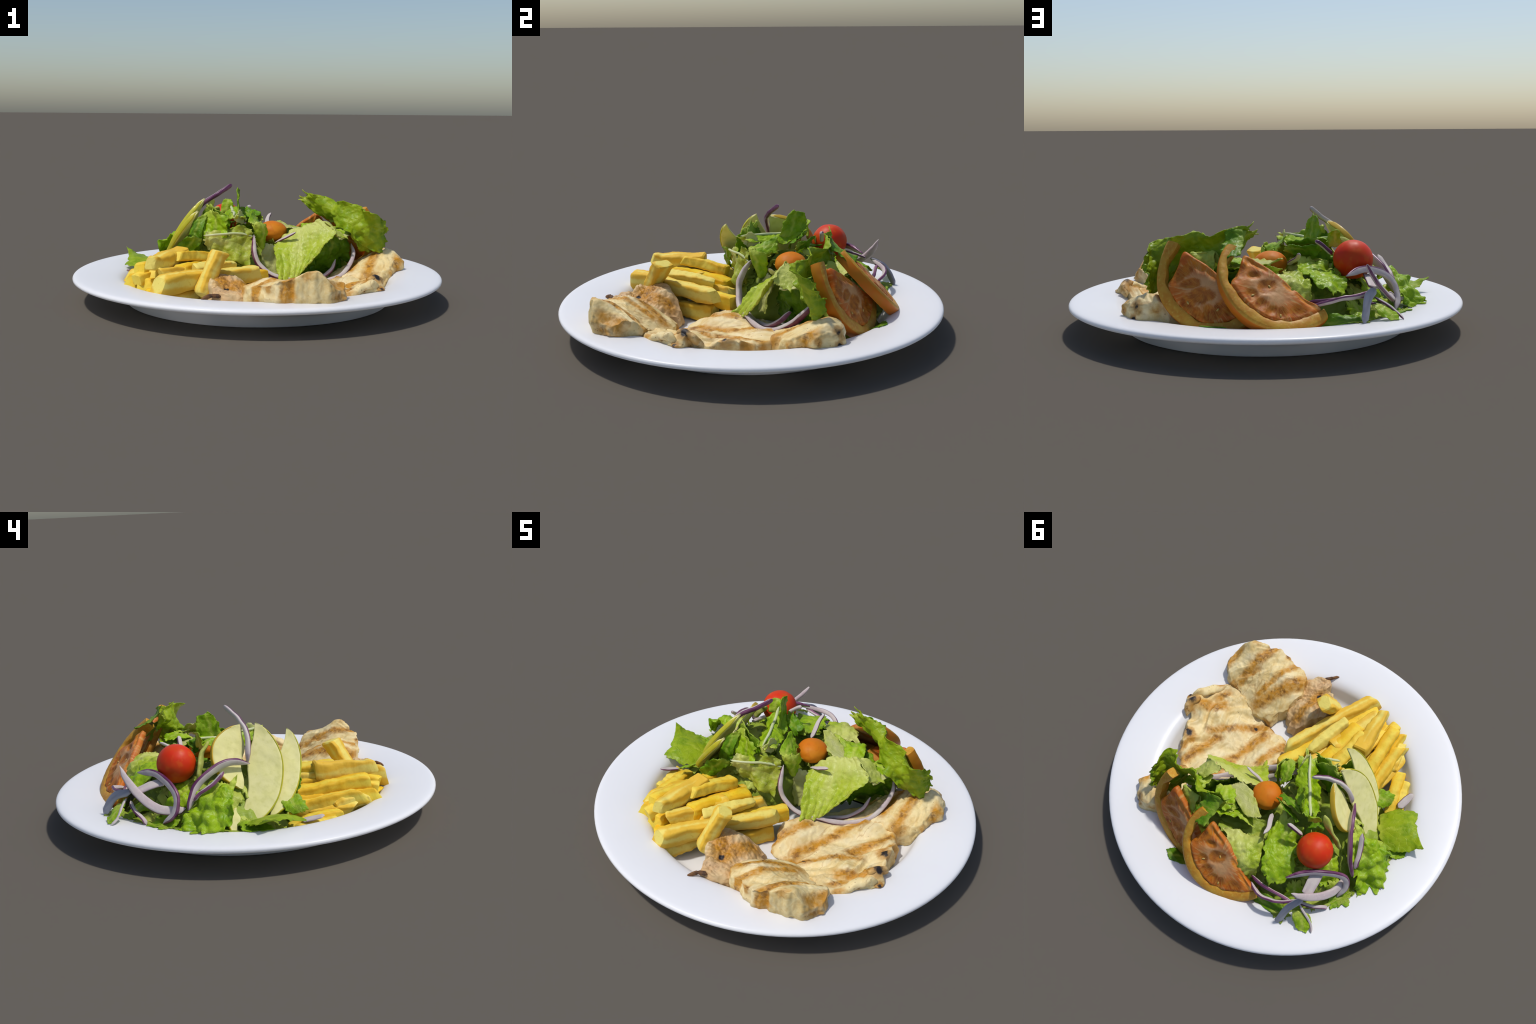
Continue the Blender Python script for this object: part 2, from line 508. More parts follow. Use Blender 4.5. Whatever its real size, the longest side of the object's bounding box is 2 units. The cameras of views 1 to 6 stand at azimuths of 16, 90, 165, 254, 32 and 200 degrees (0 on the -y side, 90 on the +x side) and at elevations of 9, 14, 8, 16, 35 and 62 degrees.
def leaf(G, mat, ruffle=0.010, freq=16, blister=0.004, bfreq=34, ragged=0.10, thick=0.006, rnd=0.35, ribs=0, ribamp=0.004,
         res=0.0055, frill=0.007, seed=None, name="lettuce_leaf", label="crinkled green lettuce leaf", parent=None, link=True, curl=0.0, pleat=None):
    """one lettuce leaf: control grid -> smooth sheet -> ragged rim, ruffles, blisters -> real thickness"""
    seed = len(LEAVES) + 1.0 if seed is None else seed
    G = np.asarray(G, float)
    lu = np.linalg.norm(np.diff(G, axis=0), axis=2).sum(0).max()
    lv = np.linalg.norm(np.diff(G, axis=1), axis=2).sum(1).max()
    nu, nv = int(np.clip(lu / res, 10, 90)), int(np.clip(lv / res, 10, 90))
    u, v, us, vs = grid_surface(G, nu, nv, rnd)
    edge = np.maximum(np.abs(u), np.abs(v))
    ang = np.arctan2(v, u)
    ring = np.stack([np.cos(ang) * 1.3, np.sin(ang) * 1.3, np.full_like(ang, seed * 3.7)], -1)
    rag = ragged * (1.25 * fbm(ring, 3.0, 3, seed) - 0.10) * edge ** 3
    us, vs = np.clip(us * (1 + rag), -1.15, 1.15), np.clip(vs * (1 + rag), -1.15, 1.15)
    P = eval_grid(G, us, vs)

    def normals(P):
        return unit(np.cross(np.gradient(P, axis=0), np.gradient(P, axis=1)))

    N = normals(P)
    d = ruffle * fbm(P, freq, 2, seed) * (0.35 + 0.9 * edge ** 2)
    d += curl * edge ** 4 + frill * edge ** 5 * fbm(P, 42, 2, seed + 9) * 1.6
    b = fbm(P, bfreq, 2, seed + 5)
    d += blister * (1 - 2 * np.abs(b)) * (1 - 0.4 * edge)
    if ribs:
        d += ribamp * np.abs(np.sin(np.pi * ribs * (vs * 0.5 + 0.5) + 0.6 * fbm(P, 6, 1, seed))) * (0.4 + 0.6 * (us * 0.5 + 0.5))
    if pleat:
        d += pleat[1] * np.sin(np.pi * pleat[0] * (us * 0.5 + 0.5) + 1.6 * fbm(P, 5, 2, seed + 4)) * (0.35 + 0.65 * np.abs(vs))
    P = P + N * d[..., None]
    N = normals(P)
    t = thick * (1 - 0.6 * edge ** 6)[..., None] / 2
    A, B = (P + N * t).reshape(-1, 3), (P - N * t).reshape(-1, 3)
    n = nu * nv
    idx = np.arange(n).reshape(nu, nv)
    q = np.stack([idx[:-1, :-1], idx[1:, :-1], idx[1:, 1:], idx[:-1, 1:]], -1).reshape(-1, 4)
    rim = np.r_[idx[:-1, 0], idx[-1, :-1], idx[:0:-1, -1], idx[0, :0:-1]]
    nx = np.roll(rim, -1)
    side = np.stack([nx, rim, rim + n, nx + n], -1)
    faces = q.tolist() + (q[:, ::-1] + n).tolist() + side.tolist()
    verts = np.vstack([A, B])
    fl = plate_z(np.linalg.norm(verts[:, :2], axis=1)) + np.r_[np.full(n, .007), np.full(n, .003)]
    verts[:, 2] = np.maximum(verts[:, 2], fl)      # rests on the plate
    if not link:
        return verts, faces
    o = G[0].mean(0)
    F = frame_of(o, G[-1].mean(0) - o, unit(N.reshape(-1, 3).mean(0)))
    ob = make(name, verts, faces, mat, parent, F)
    if parent is None:
        tag(ob, label, "lettuce")
    LEAVES.append(ob)
    return ob


# big iceberg leaf draped at the front: tunnel over a dark hollow, fan hanging down to the chicken
leaf([[(.085, .165, .315), (.17, .197, .362), (.25, .197, .388), (.31, .178, .426)],
      [(.066, .122, .278), (.19, .125, .315), (.29, .135, .360), (.368, .142, .398)],
      [(.085, .055, .235), (.19, .065, .245), (.30, .095, .290), (.422, .104, .360)],
      [(.118, -.03, .180), (.20, .012, .172), (.28, .045, .215), (.358, .066, .288)],
      [(.154, -.112, .120), (.20, -.048, .106), (.25, .0, .14), (.300, .03, .215)]],
     ICE, 0.018, 9, 0.004, 28, 0.07, 0.006, 0.02, 7, 0.006, label="pale iceberg leaf draped in a fan")
leaf([[(.295, .185, .418), (.36, .145, .398), (.415, .11, .362)], [(.335, .22, .405), (.39, .185, .38), (.435, .15, .34)], [(.385, .25, .37), (.435, .215, .34), (.465, .20, .31)]],
     ICE, 0.014, 12, 0.004, 28, 0.12, 0.006, 0.1)
leaf([[(.21, .215, .355), (.31, .25, .37)], [(.18, .28, .375), (.285, .325, .388)], [(.16, .35, .37), (.25, .395, .385)]], LIME, 0.024, 15, 0.007, 28, 0.16)
leaf([[(.0, .07, .29), (.09, .12, .28)], [(.01, .05, .18), (.10, .10, .18)], [(.03, .03, .09), (.12, .08, .09)]], PALE, 0.018, 12, 0.004, 28, 0.1)
leaf([[(.19, .18, .365), (.26, .26, .34)], [(.105, .225, .368), (.175, .30, .35)], [(.035, .315, .368), (.105, .36, .355)], [(.0, .355, .385), (.035, .375, .385)]],
     PALE, 0.006, 14, 0.002, 30, 0.08, 0.007, 0.2, label="pale strip of lettuce rib")
# butter lettuce leaf standing high on the right
leaf([[(.141, .375, .505), (.15, .40, .525), (.159, .421, .545)],
      [(.237, .425, .43), (.25, .40, .49), (.262, .394, .545)],
      [(.35, .359, .385), (.345, .335, .445), (.355, .347, .51)],
      [(.466, .239, .35), (.445, .272, .425), (.439, .308, .515)],
      [(.545, .275, .267), (.53, .25, .38), (.53, .262, .50)],
      [(.614, .336, .251), (.615, .28, .36), (.597, .216, .485)],
      [(.655, .365, .286), (.665, .33, .34), (.652, .275, .42)]],
     BUTTER, 0.030, 10, 0.008, 24, 0.09, 0.007, 0.06, frill=0.014, pleat=(5.5, 0.020), label="broad butter lettuce leaf standing upright")
leaf([[(.190, .40, .53), (.205, .42, .50), (.232, .475, .465), (.250, .535, .435)],
      [(.24, .395, .54), (.25, .41, .50), (.275, .46, .462), (.30, .52, .42)],
      [(.295, .375, .535), (.30, .40, .49), (.32, .44, .45), (.345, .495, .40)]],
     DEEP, 0.010, 14, 0.004, 30, 0.10, rnd=0.1, label="dark inner fold of a lettuce leaf")
leaf([[(.30, .42, .38), (.42, .37, .38)], [(.34, .385, .44), (.45, .345, .43)], [(.35, .43, .40), (.46, .40, .36)], [(.36, .47, .33), (.47, .43, .30)]],
     GREEN, 0.014, 18, 0.005)
leaf([[(.33, .215, .36), (.365, .30, .37)], [(.40, .215, .345), (.435, .305, .36)], [(.455, .235, .335), (.485, .305, .35)]], LIME, 0.018, 16, 0.006, 28, 0.16)
leaf([[(-.365, -.03, .42), (-.285, .0, .46)], [(-.385, -.06, .31), (-.30, -.045, .36)], [(-.41, -.08, .20), (-.31, -.08, .25)]], DEEP, 0.018, 14, 0.005, 28, 0.1)
leaf([[(.14, .33, .33), (.22, .42, .34)], [(.20, .28, .32), (.30, .37, .33)], [(.27, .25, .29), (.37, .33, .30)]], GREEN, 0.022, 15, 0.006, 28, 0.12)
leaf([[(-.345, -.17, .36), (-.27, -.11, .33)], [(-.42, -.165, .27), (-.33, -.13, .25)], [(-.49, -.13, .19), (-.40, -.15, .18)]], DEEP, 0.014, 16, 0.004, 28, 0.1)
# pale romaine beside the fries
leaf([[(-.275, -.075, .365), (-.268, -.105, .325), (-.258, -.115, .27)],
      [(-.20, -.072, .372), (-.195, -.094, .32), (-.188, -.095, .23)],
      [(-.10, -.042, .398), (-.10, -.068, .33), (-.10, -.088, .20)],
      [(-.01, .0, .385), (-.015, -.028, .30), (-.025, -.06, .18)]],
     ROMAINE, 0.024, 11, 0.006, 26, 0.12, 0.007, 0.08, pleat=(5.5, 0.014), label="pale romaine leaf with deep folds")
leaf([[(-.315, .03, .505), (-.24, -.03, .475), (-.13, -.08, .45)],
      [(-.315, .0, .41), (-.24, -.028, .385), (-.14, -.085, .39)],
      [(-.31, -.045, .31), (-.24, -.06, .31), (-.15, -.09, .33)]],
     LIME, 0.020, 14, 0.005, 28, 0.14, label="upright ruffled romaine leaf")
# top romaine leaf with the white rib
leaf([[(-.055, -.055, .43), (-.118, -.058, .450), (-.175, -.03, .41)],
      [(-.085, .06, .42), (-.155, .06, .446), (-.205, .06, .385)],
      [(-.12, .17, .415), (-.197, .174, .442), (-.25, .16, .385)],
      [(-.18, .28, .44), (-.245, .295, .462), (-.29, .25, .42)]],
     LIME, 0.022, 15, 0.005, 30, 0.22, label="romaine leaf with a white midrib")
leaf([[(-.14, -.04, .44), (-.26, -.01, .498), (-.325, .03, .485)], [(-.15, -.03, .36), (-.26, .01, .39), (-.33, .04, .40)], [(-.17, -.02, .28), (-.27, .03, .29), (-.335, .05, .30)]],
     DEEP, 0.014, 14, 0.004, 30, 0.12)
leaf([[(.025, -.01, .40), (-.06, -.015, .415)], [(.01, .07, .385), (-.07, .07, .43)], [(-.02, .145, .38), (-.082, .135, .475)]], GREEN, 0.010, 16, 0.005, 30, 0.14)
leaf([[(-.155, .138, .42), (-.17, .20, .43), (-.187, .275, .45)], [(-.168, .16, .50), (-.182, .22, .515), (-.196, .303, .51)], [(-.175, .195, .558), (-.179, .23, .585), (-.193, .285, .562)]],
     GREEN, 0.010, 16, 0.003, 30, 0.16, 0.006, 0.2, label="thin lettuce leaf standing on edge")
leaf([[(-.31, .28, .42), (-.235, .31, .42)], [(-.305, .29, .47), (-.235, .31, .47)], [(-.295, .305, .51), (-.25, .315, .51)]], LIME, 0.012, 20, 0.003)
leaf([[(-.19, .305, .468), (-.20, .25, .43)], [(-.13, .275, .462), (-.13, .22, .42)], [(-.05, .232, .45), (-.06, .19, .385)]], DEEP, 0.018, 20, 0.004, 30, 0.2)
leaf([[(-.03, .22, .40), (-.05, .25, .442)], [(-.12, .25, .385), (-.12, .30, .435)], [(-.19, .30, .38), (-.19, .35, .448)]], DEEP, 0.014, 18, 0.004, 30, 0.14)
leaf([[(-.035, -.005, .42), (.021, .009, .418), (.02, .09, .40)], [(-.015, .0, .35), (.018, .015, .345), (.03, .085, .335)], [(-.005, .02, .285), (.012, .04, .265), (.02, .085, .26)]],
     LIME, 0.012, 15, 0.005)
leaf([[(-.12, -.07, .443), (-.10, .005, .493)], [(-.085, -.025, .40), (-.085, .056, .41)]], PALE, 0.008, 20, 0.003, 30, 0.1)
# broad smooth leaf at the far left and the curly rosette next to it
leaf([[(-.560, -.01, .11), (-.585, .09, .13), (-.65, .205, .14)], [(-.638, -.068, .135), (-.665, .06, .168), (-.715, .19, .155)],
      [(-.71, -.080, .147), (-.735, .03, .188), (-.785, .165, .182)], [(-.760, -.076, .148), (-.777, .015, .178), (-.845, .142, .214)]],
     BUTTER, 0.007, 12, 0.002, 26, 0.09, rnd=0.04, frill=0.004, label="broad smooth lettuce leaf at the rim")
leaf([[(-.45, .15, .31), (-.46, .24, .30), (-.48, .36, .26)], [(-.56, .205, .29), (-.56, .28, .30), (-.53, .40, .22)],
      [(-.655, .24, .275), (-.63, .31, .26), (-.57, .455, .185)], [(-.73, .27, .145), (-.69, .39, .125), (-.60, .505, .115)]],
     LIME, 0.045, 15, 0.006, 30, 0.2, 0.006, 0.3, label="tightly curled green lettuce rosette")
leaf([[(-.06, .305, .35), (-.125, .29, .375), (-.22, .32, .36)], [(-.055, .415, .325), (-.125, .41, .33), (-.24, .41, .315)],
      [(-.065, .53, .325), (-.145, .53, .312), (-.25, .525, .29)], [(-.09, .60, .26), (-.15, .635, .265), (-.22, .60, .245)]],
     LIME, 0.020, 14, 0.006, 30, 0.2, label="bright green oak leaf lettuce")
leaf([[(.20, .45, .31), (.10, .43, .30), (.0, .43, .30)], [(.135, .52, .315), (.04, .51, .325), (-.055, .485, .325)],
      [(.09, .58, .29), (.01, .595, .30), (-.065, .59, .27)], [(.04, .62, .23), (-.01, .63, .21), (-.07, .615, .21)]],
     ICE, 0.028, 14, 0.007, 30, 0.14, label="crumpled iceberg leaf")
leaf([[(.07, .41, .355), (.0, .405, .33)], [(.15, .39, .345), (.11, .32, .31)], [(.24, .40, .36), (.21, .30, .325)], [(.285, .35, .345), (.26, .27, .335)]], LIME, 0.022, 16, 0.006, 30, 0.14)
leaf([[(-.49, -.11, .215), (-.51, -.02, .18)], [(-.56, -.135, .19), (-.57, -.04, .15)], [(-.615, -.14, .155), (-.60, -.07, .13)]], GREEN, 0.014, 18, 0.004, 30, 0.16)
leaf([[(.387, .18, .345), (.43, .225, .345)], [(.43, .135, .318), (.472, .25, .332)]], PALE, 0.004, 16, 0.002, 30, 0.06)
leaf([[(-.30, .715, .215), (-.41, .705, .205)], [(-.33, .765, .18), (-.425, .745, .175)], [(-.375, .795, .145), (-.415, .79, .145)]], LIME, 0.008, 16, 0.003, 30, 0.08)
leaf([[(-.04, .65, .15), (-.08, .715, .11)], [(-.16, .67, .17), (-.17, .735, .12)], [(-.27, .70, .15), (-.25, .765, .125)]], DEEP, 0.012, 18, 0.003)
leaf([[(-.42, .34, .27), (-.33, .36, .30)], [(-.46, .42, .22), (-.35, .46, .27)], [(-.49, .50, .15), (-.38, .55, .19)]], LIME, 0.03, 16, 0.006, 30, 0.25)
leaf([[(-.30, .54, .20), (-.22, .57, .20)], [(-.34, .61, .165), (-.24, .64, .165)], [(-.37, .68, .125), (-.25, .72, .125)]], LIME, 0.024, 17, 0.006, 30, 0.25)
leaf([[(-.50, .44, .18), (-.40, .52, .20)], [(-.55, .50, .14), (-.46, .58, .14)], [(-.57, .55, .11), (-.49, .62, .11)]], GREEN, 0.024, 17, 0.006, 30, 0.25)
leaf([[(-.20, .46, .33), (-.28, .46, .32)], [(-.24, .36, .37), (-.32, .34, .36)], [(-.25, .28, .39), (-.33, .26, .37)]], DEEP, 0.024, 17, 0.005, 30, 0.2)
# hollow under the iceberg leaf, its gloom painted as darker green, and scraps along the rim
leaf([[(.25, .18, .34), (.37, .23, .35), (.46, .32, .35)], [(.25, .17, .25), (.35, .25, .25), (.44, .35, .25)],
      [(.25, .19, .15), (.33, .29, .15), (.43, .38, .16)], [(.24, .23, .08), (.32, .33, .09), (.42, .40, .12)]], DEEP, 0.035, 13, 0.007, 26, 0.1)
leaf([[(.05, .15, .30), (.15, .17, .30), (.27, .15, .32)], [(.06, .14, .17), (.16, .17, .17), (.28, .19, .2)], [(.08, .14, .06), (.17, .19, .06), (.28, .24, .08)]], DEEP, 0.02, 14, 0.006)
leaf([[(.455, .25, .355), (.505, .30, .365)], [(.495, .275, .29), (.55, .32, .30)], [(.515, .315, .225), (.605, .36, .25)]], BUTTER, 0.024, 16, 0.006, 28, 0.2)
leaf([[(-.62, .09, .13), (-.58, .22, .15)], [(-.72, .07, .13), (-.70, .22, .14)], [(-.79, .10, .12), (-.76, .21, .118)]], GREEN, 0.012, 18, 0.004, 30, 0.16)
leaf([[(.40, .56, .10), (.30, .65, .09)], [(.44, .60, .085), (.36, .67, .085)], [(.47, .62, .095), (.42, .67, .11)]], DEEP, 0.01, 18, 0.003)

# midrib of the top leaf
def strip_mesh(path, w, t, side, n=40, m=14, taper=(0.15, 0.15), power=3.0, wob=0.0, seed=1.0, skin=None):
    """bent strip with a rounded section: w along side, t across; skin=(lo) -> faces on the +side edge flagged"""
    C = catmull(path, n)
    T = unit(np.gradient(C, axis=0))
    S = np.broadcast_to(np.asarray(side, float), C.shape) if np.ndim(side) == 1 else catmull(side, n)
    S = unit(S - T * (S * T).sum(1, keepdims=True))
    N = np.cross(T, S)
    s = np.linspace(0, 1, n)
    w = np.broadcast_to(w, n) if np.ndim(w) == 0 else np.interp(s, np.linspace(0, 1, len(w)), w)
    prof = np.clip(s / max(taper[0], 1e-6), 0, 1) ** 0.6 * np.clip((1 - s) / max(taper[1], 1e-6), 0, 1) ** 0.6
    prof = np.maximum(prof, 0.12)
    a = np.arange(m) * math.tau / m
    ca, sa = np.cos(a), np.sin(a)
    ex = 2 / power
    cx, sx = np.sign(ca) * np.abs(ca) ** ex, np.sign(sa) * np.abs(sa) ** ex
    vs = C[:, None] + (w * prof)[:, None, None] / 2 * cx[None, :, None] * S[:, None] + (t * np.sqrt(prof))[:, None, None] / 2 * sx[None, :, None] * N[:, None]
    if wob:
        vs = vs + wob * np.stack([fbm(vs, 14, 2, seed + k) for k in range(3)], -1)
    vs = vs.reshape(-1, 3)
    fs, sl = [], []
    for i in range(n - 1):
        for j in range(m):
            k = (j + 1) % m
            fs.append((i * m + j, i * m + k, (i + 1) * m + k, (i + 1) * m + j))
            sl.append(1 if skin is not None and (ca[j] + ca[k]) / 2 > skin else 0)
    c0, c1 = len(vs), len(vs) + 1
    vs = np.vstack([vs, C[:1], C[-1:]])
    for j in range(m):
        k = (j + 1) % m
        fs.append((c0, k, j))
        fs.append((c1, (n - 1) * m + j, (n - 1) * m + k))
        sl += [0, 0]
    return vs, fs, sl, C, T, S


def rib(path, w=0.014, t=0.012, parent=None):
    vs, fs, sl, C, T, S = strip_mesh(path, w, t, (1, 0.2, 0), 30, 10, (0.1, 0.3), 2.2, 0.004)
    ob = make("lettuce_midrib", vs, fs, M_RIB, None, frame_of(C[0], C[-1] - C[0], (0, 0, 1)))
    place(ob, parent)


rib([(-.116, -.06, .456), (-.155, .06, .456), (-.197, .174, .453), (-.235, .265, .465), (-.245, .30, .468)], [.012, .016, .018, .013], 0.014, next(o for o in LEAVES if "white midrib" in o["label"]))
rib([(-.268, -.13, .35), (-.19, -.11, .355), (-.10, -.06, .36), (-.02, -.015, .34)], 0.012, 0.014, next(o for o in LEAVES if "deep folds" in o["label"]))


# ------------------------------------------- heap of shredded lettuce beneath
HEAP = Thin([(-.1, .2, .34), (-.3, .2, .36), (-.46, .25, .29), (-.33, .5, .26), (-.2, .6, .17), (-.05, .5, .29), (.2, .42, .32), (.33, .40, .30),
             (.1, .26, .27), (-.2, .02, .30), (-.43, .06, .27), (-.1, .4, .31), (.04, .05, .24), (-.30, -.10, .17), (-.5, -.06, .12), (-.65, .1, .1),
             (-.66, .3, .1), (-.55, .5, .1), (-.40, .65, .12), (-.2, .70, .1), (.0, .66, .1), (.25, .60, .12), (.45, .45, .12)], 1e-3)
HEAP_EDGE = [(-.68, .05), (-.71, .2), (-.66, .38), (-.55, .52), (-.43, .64), (-.3, .71), (-.15, .71), (.0, .67), (.2, .62), (.36, .55), (.48, .44), (.49, .34),
             (.38, .38), (.22, .35), (.08, .26), (.02, .10), (-.05, -.06), (-.18, -.13), (-.32, -.15), (-.5, -.12), (-.62, -.04)]


def body(name, outline, centre, top, mat, rings=34, seg=150, round_at=0.12, lift=0.0, noise_amp=0.004, noise_f=22, seed=3.0, bottom=None, parent=None, edge_wob=0.012, grain=None):
    """solid with a free outline: top surface from a thin-plate function, rounded shoulder, standing on the plate"""
    O = catmull(outline, seg, True)
    c = np.asarray(centre, float)
    ph = np.arange(seg)
    wob = fbm(np.c_[O * 9, np.full(seg, seed)], 1.0, 3, seed) + 0.3 * fbm(np.c_[O * 30, np.full(seg, seed)], 1.0, 2, seed + 1)
    O = O + unit(O - c) * (edge_wob * wob)[:, None]
    s = np.concatenate([np.linspace(0.0, 1 - round_at, rings - 10), 1 - round_at * (1 - np.sin(np.linspace(0.1, 1, 10) * math.pi / 2))])
    xy = c + s[:, None, None] * (O - c)[None]
    flat = xy.reshape(-1, 2)
    zb = plate_z(np.linalg.norm(flat, axis=1)) + 0.002 + lift if bottom is None else bottom(flat)
    zt = top(flat)
    zt = np.maximum(zt, zb + 0.012)
    zt = zt + noise_amp * fbm(np.c_[flat, zt], noise_f, 3, seed) + 0.4 * noise_amp * fbm(np.c_[flat, zt], noise_f * 2.7, 2, seed + 2)
    if grain:                       # folds and torn fibres along one direction
        ca, sa = math.cos(grain[0]), math.sin(grain[0])
        q = np.c_[(flat @ V(ca, sa)) * 3.2, (flat @ V(-sa, ca)) * 13.0, np.full(len(flat), seed * 5)]
        q[:, 1] += 1.2 * fbm(np.c_[flat * 5, np.full(len(flat), seed)], 1.0, 2, 4)
        r1 = 1 - 2.2 * np.abs(fbm(q, 1.0, 1, seed))
        r2 = fbm(q * V(1.3, 3.1, 1), 1.0, 2, seed + 3)
        zt = zt + grain[1] * (0.6 * r1 - 0.24 + 0.30 * r2)
        zt = np.maximum(zt, zb + 0.010)
    e = np.clip((np.repeat(s, seg) - (1 - round_at)) / round_at, 0, 1)
    z = zb + (zt - zb) * (0.22 + 0.78 * np.sqrt(np.clip(1 - e ** 2, 0, 1)))
    up = np.c_[flat, z]
    out = np.tile(unit(O - c), (len(s), 1))
    up[:, :2] += out * ((0.016 * fbm(up, 13, 3, seed + 7) - 0.004) * np.clip(e * 1.5, 0, 1))[:, None]
    n = len(s) * seg
    fs = []
    idx = np.arange(n).reshape(len(s), seg)
    q = np.stack([idx[:-1], idx[1:], np.roll(idx[1:], -1, 1), np.roll(idx[:-1], -1, 1)], -1).reshape(-1, 4)
    base = np.c_[c + (O - c) * 0.985, (zb.reshape(len(s), seg)[-1])]
    vs = np.vstack([up, base, [[c[0], c[1], float(base[:, 2].min())]]])
    b = n + np.arange(seg)
    side = np.stack([idx[-1], b, np.roll(b, -1), np.roll(idx[-1], -1)], -1)
    fs = q.tolist() + side.tolist() + [(int(b[j]), n + seg, int(b[(j + 1) % seg])) for j in range(seg)]
    return make(name, vs, fs, mat, parent)


M_HEAP = lettuce("lettuce_shreds_deep", (0.15, 0.31, 0.006), (0.38, 0.48, 0.06), (0.07, 0.18, 0.003), 0.0, -1.0)
heap_thing = thing("salad_bed", "heap of shredded green lettuce under the salad", "lettuce")
ob = body("shredded_lettuce", HEAP_EDGE, (-.15, .3), lambda p: HEAP(p) - 0.05, M_HEAP, 60, 220, 0.10, 0, 0.022, 16, 9.0, edge_wob=0.02)
ob["kind"] = "stuff"
place(ob, heap_thing)

poly = np.array(HEAP_EDGE)


def inside(p):
    x, y = p
    X, Y = poly[:, 0], poly[:, 1]
    X2, Y2 = np.roll(X, -1), np.roll(Y, -1)
    cr = ((Y > y) != (Y2 > y)) & (x < (X2 - X) * (y - Y) / (Y2 - Y + 1e-12) + X)
    return cr.sum() % 2 == 1


def scraps(name, mat, count, size, seed, zoff=-0.02):
    """small curled shreds lying about on the heap, joined into one part"""
    r = np.random.default_rng(seed)
    vs, fs, k = [], [], 0
    made = 0
    while made < count:
        p = np.array([r.uniform(-.72, .5), r.uniform(-.15, .72)])
        if not inside(p):
            continue
        z = float(HEAP(p[None])[0]) + zoff + r.uniform(-.02, .01)
        g = np.array([float(HEAP((p + d)[None])[0]) for d in (V(.02, 0), V(-.02, 0), V(0, .02), V(0, -.02))])
        nrm = unit(V(-(g[0] - g[1]) / .04, -(g[2] - g[3]) / .04, 1) + r.normal(0, .42, 3))
        a = unit(np.cross(nrm, r.normal(0, 1, 3)))
        b = np.cross(nrm, a)
        L, W = size * r.uniform(.7, 1.4), size * r.uniform(.5, 1.0)
        c = V(p[0], p[1], max(z, .06))
        bend = r.uniform(.1, .5) * L
        G = [[c + a * L * (i - 1) / 2 + b * W * (j - 1) / 2 - nrm * (bend * ((i - 1) ** 2) * .5 + bend * .6 * ((j - 1) ** 2)) for j in range(3)] for i in range(3)]
        v, f = leaf(G, mat, 0.018, 22, 0.004, 36, 0.3, 0.005, 0.5, seed=r.uniform(0, 90), link=False, res=0.0075)
        vs.append(v)
        fs += [tuple(int(x) + k for x in q) for q in f]
        k += len(v)
        made += 1
    ob = make(name, np.vstack(vs), fs, mat)
    ob["kind"] = "stuff"
    place(ob, heap_thing)


SH = lambda nm, a, b, c: lettuce(nm, a, b, c, 0.0, -1.0)
scraps("lettuce_shreds", SH("shred_green", (0.28, 0.46, 0.008), (0.54, 0.60, 0.10), (0.14, 0.30, 0.004)), 26, 0.17, 11, -0.035)
scraps("lettuce_shreds", SH("shred_dark", (0.15, 0.32, 0.006), (0.40, 0.50, 0.06), (0.08, 0.19, 0.003)), 30, 0.15, 12, -0.045)
scraps("lettuce_shreds", SH("shred_lime", (0.37, 0.54, 0.010), (0.62, 0.68, 0.14), (0.22, 0.40, 0.005)), 16, 0.15, 13, -0.03)


# ---------------------------------------------------------------- the fries
FRY_N = 0


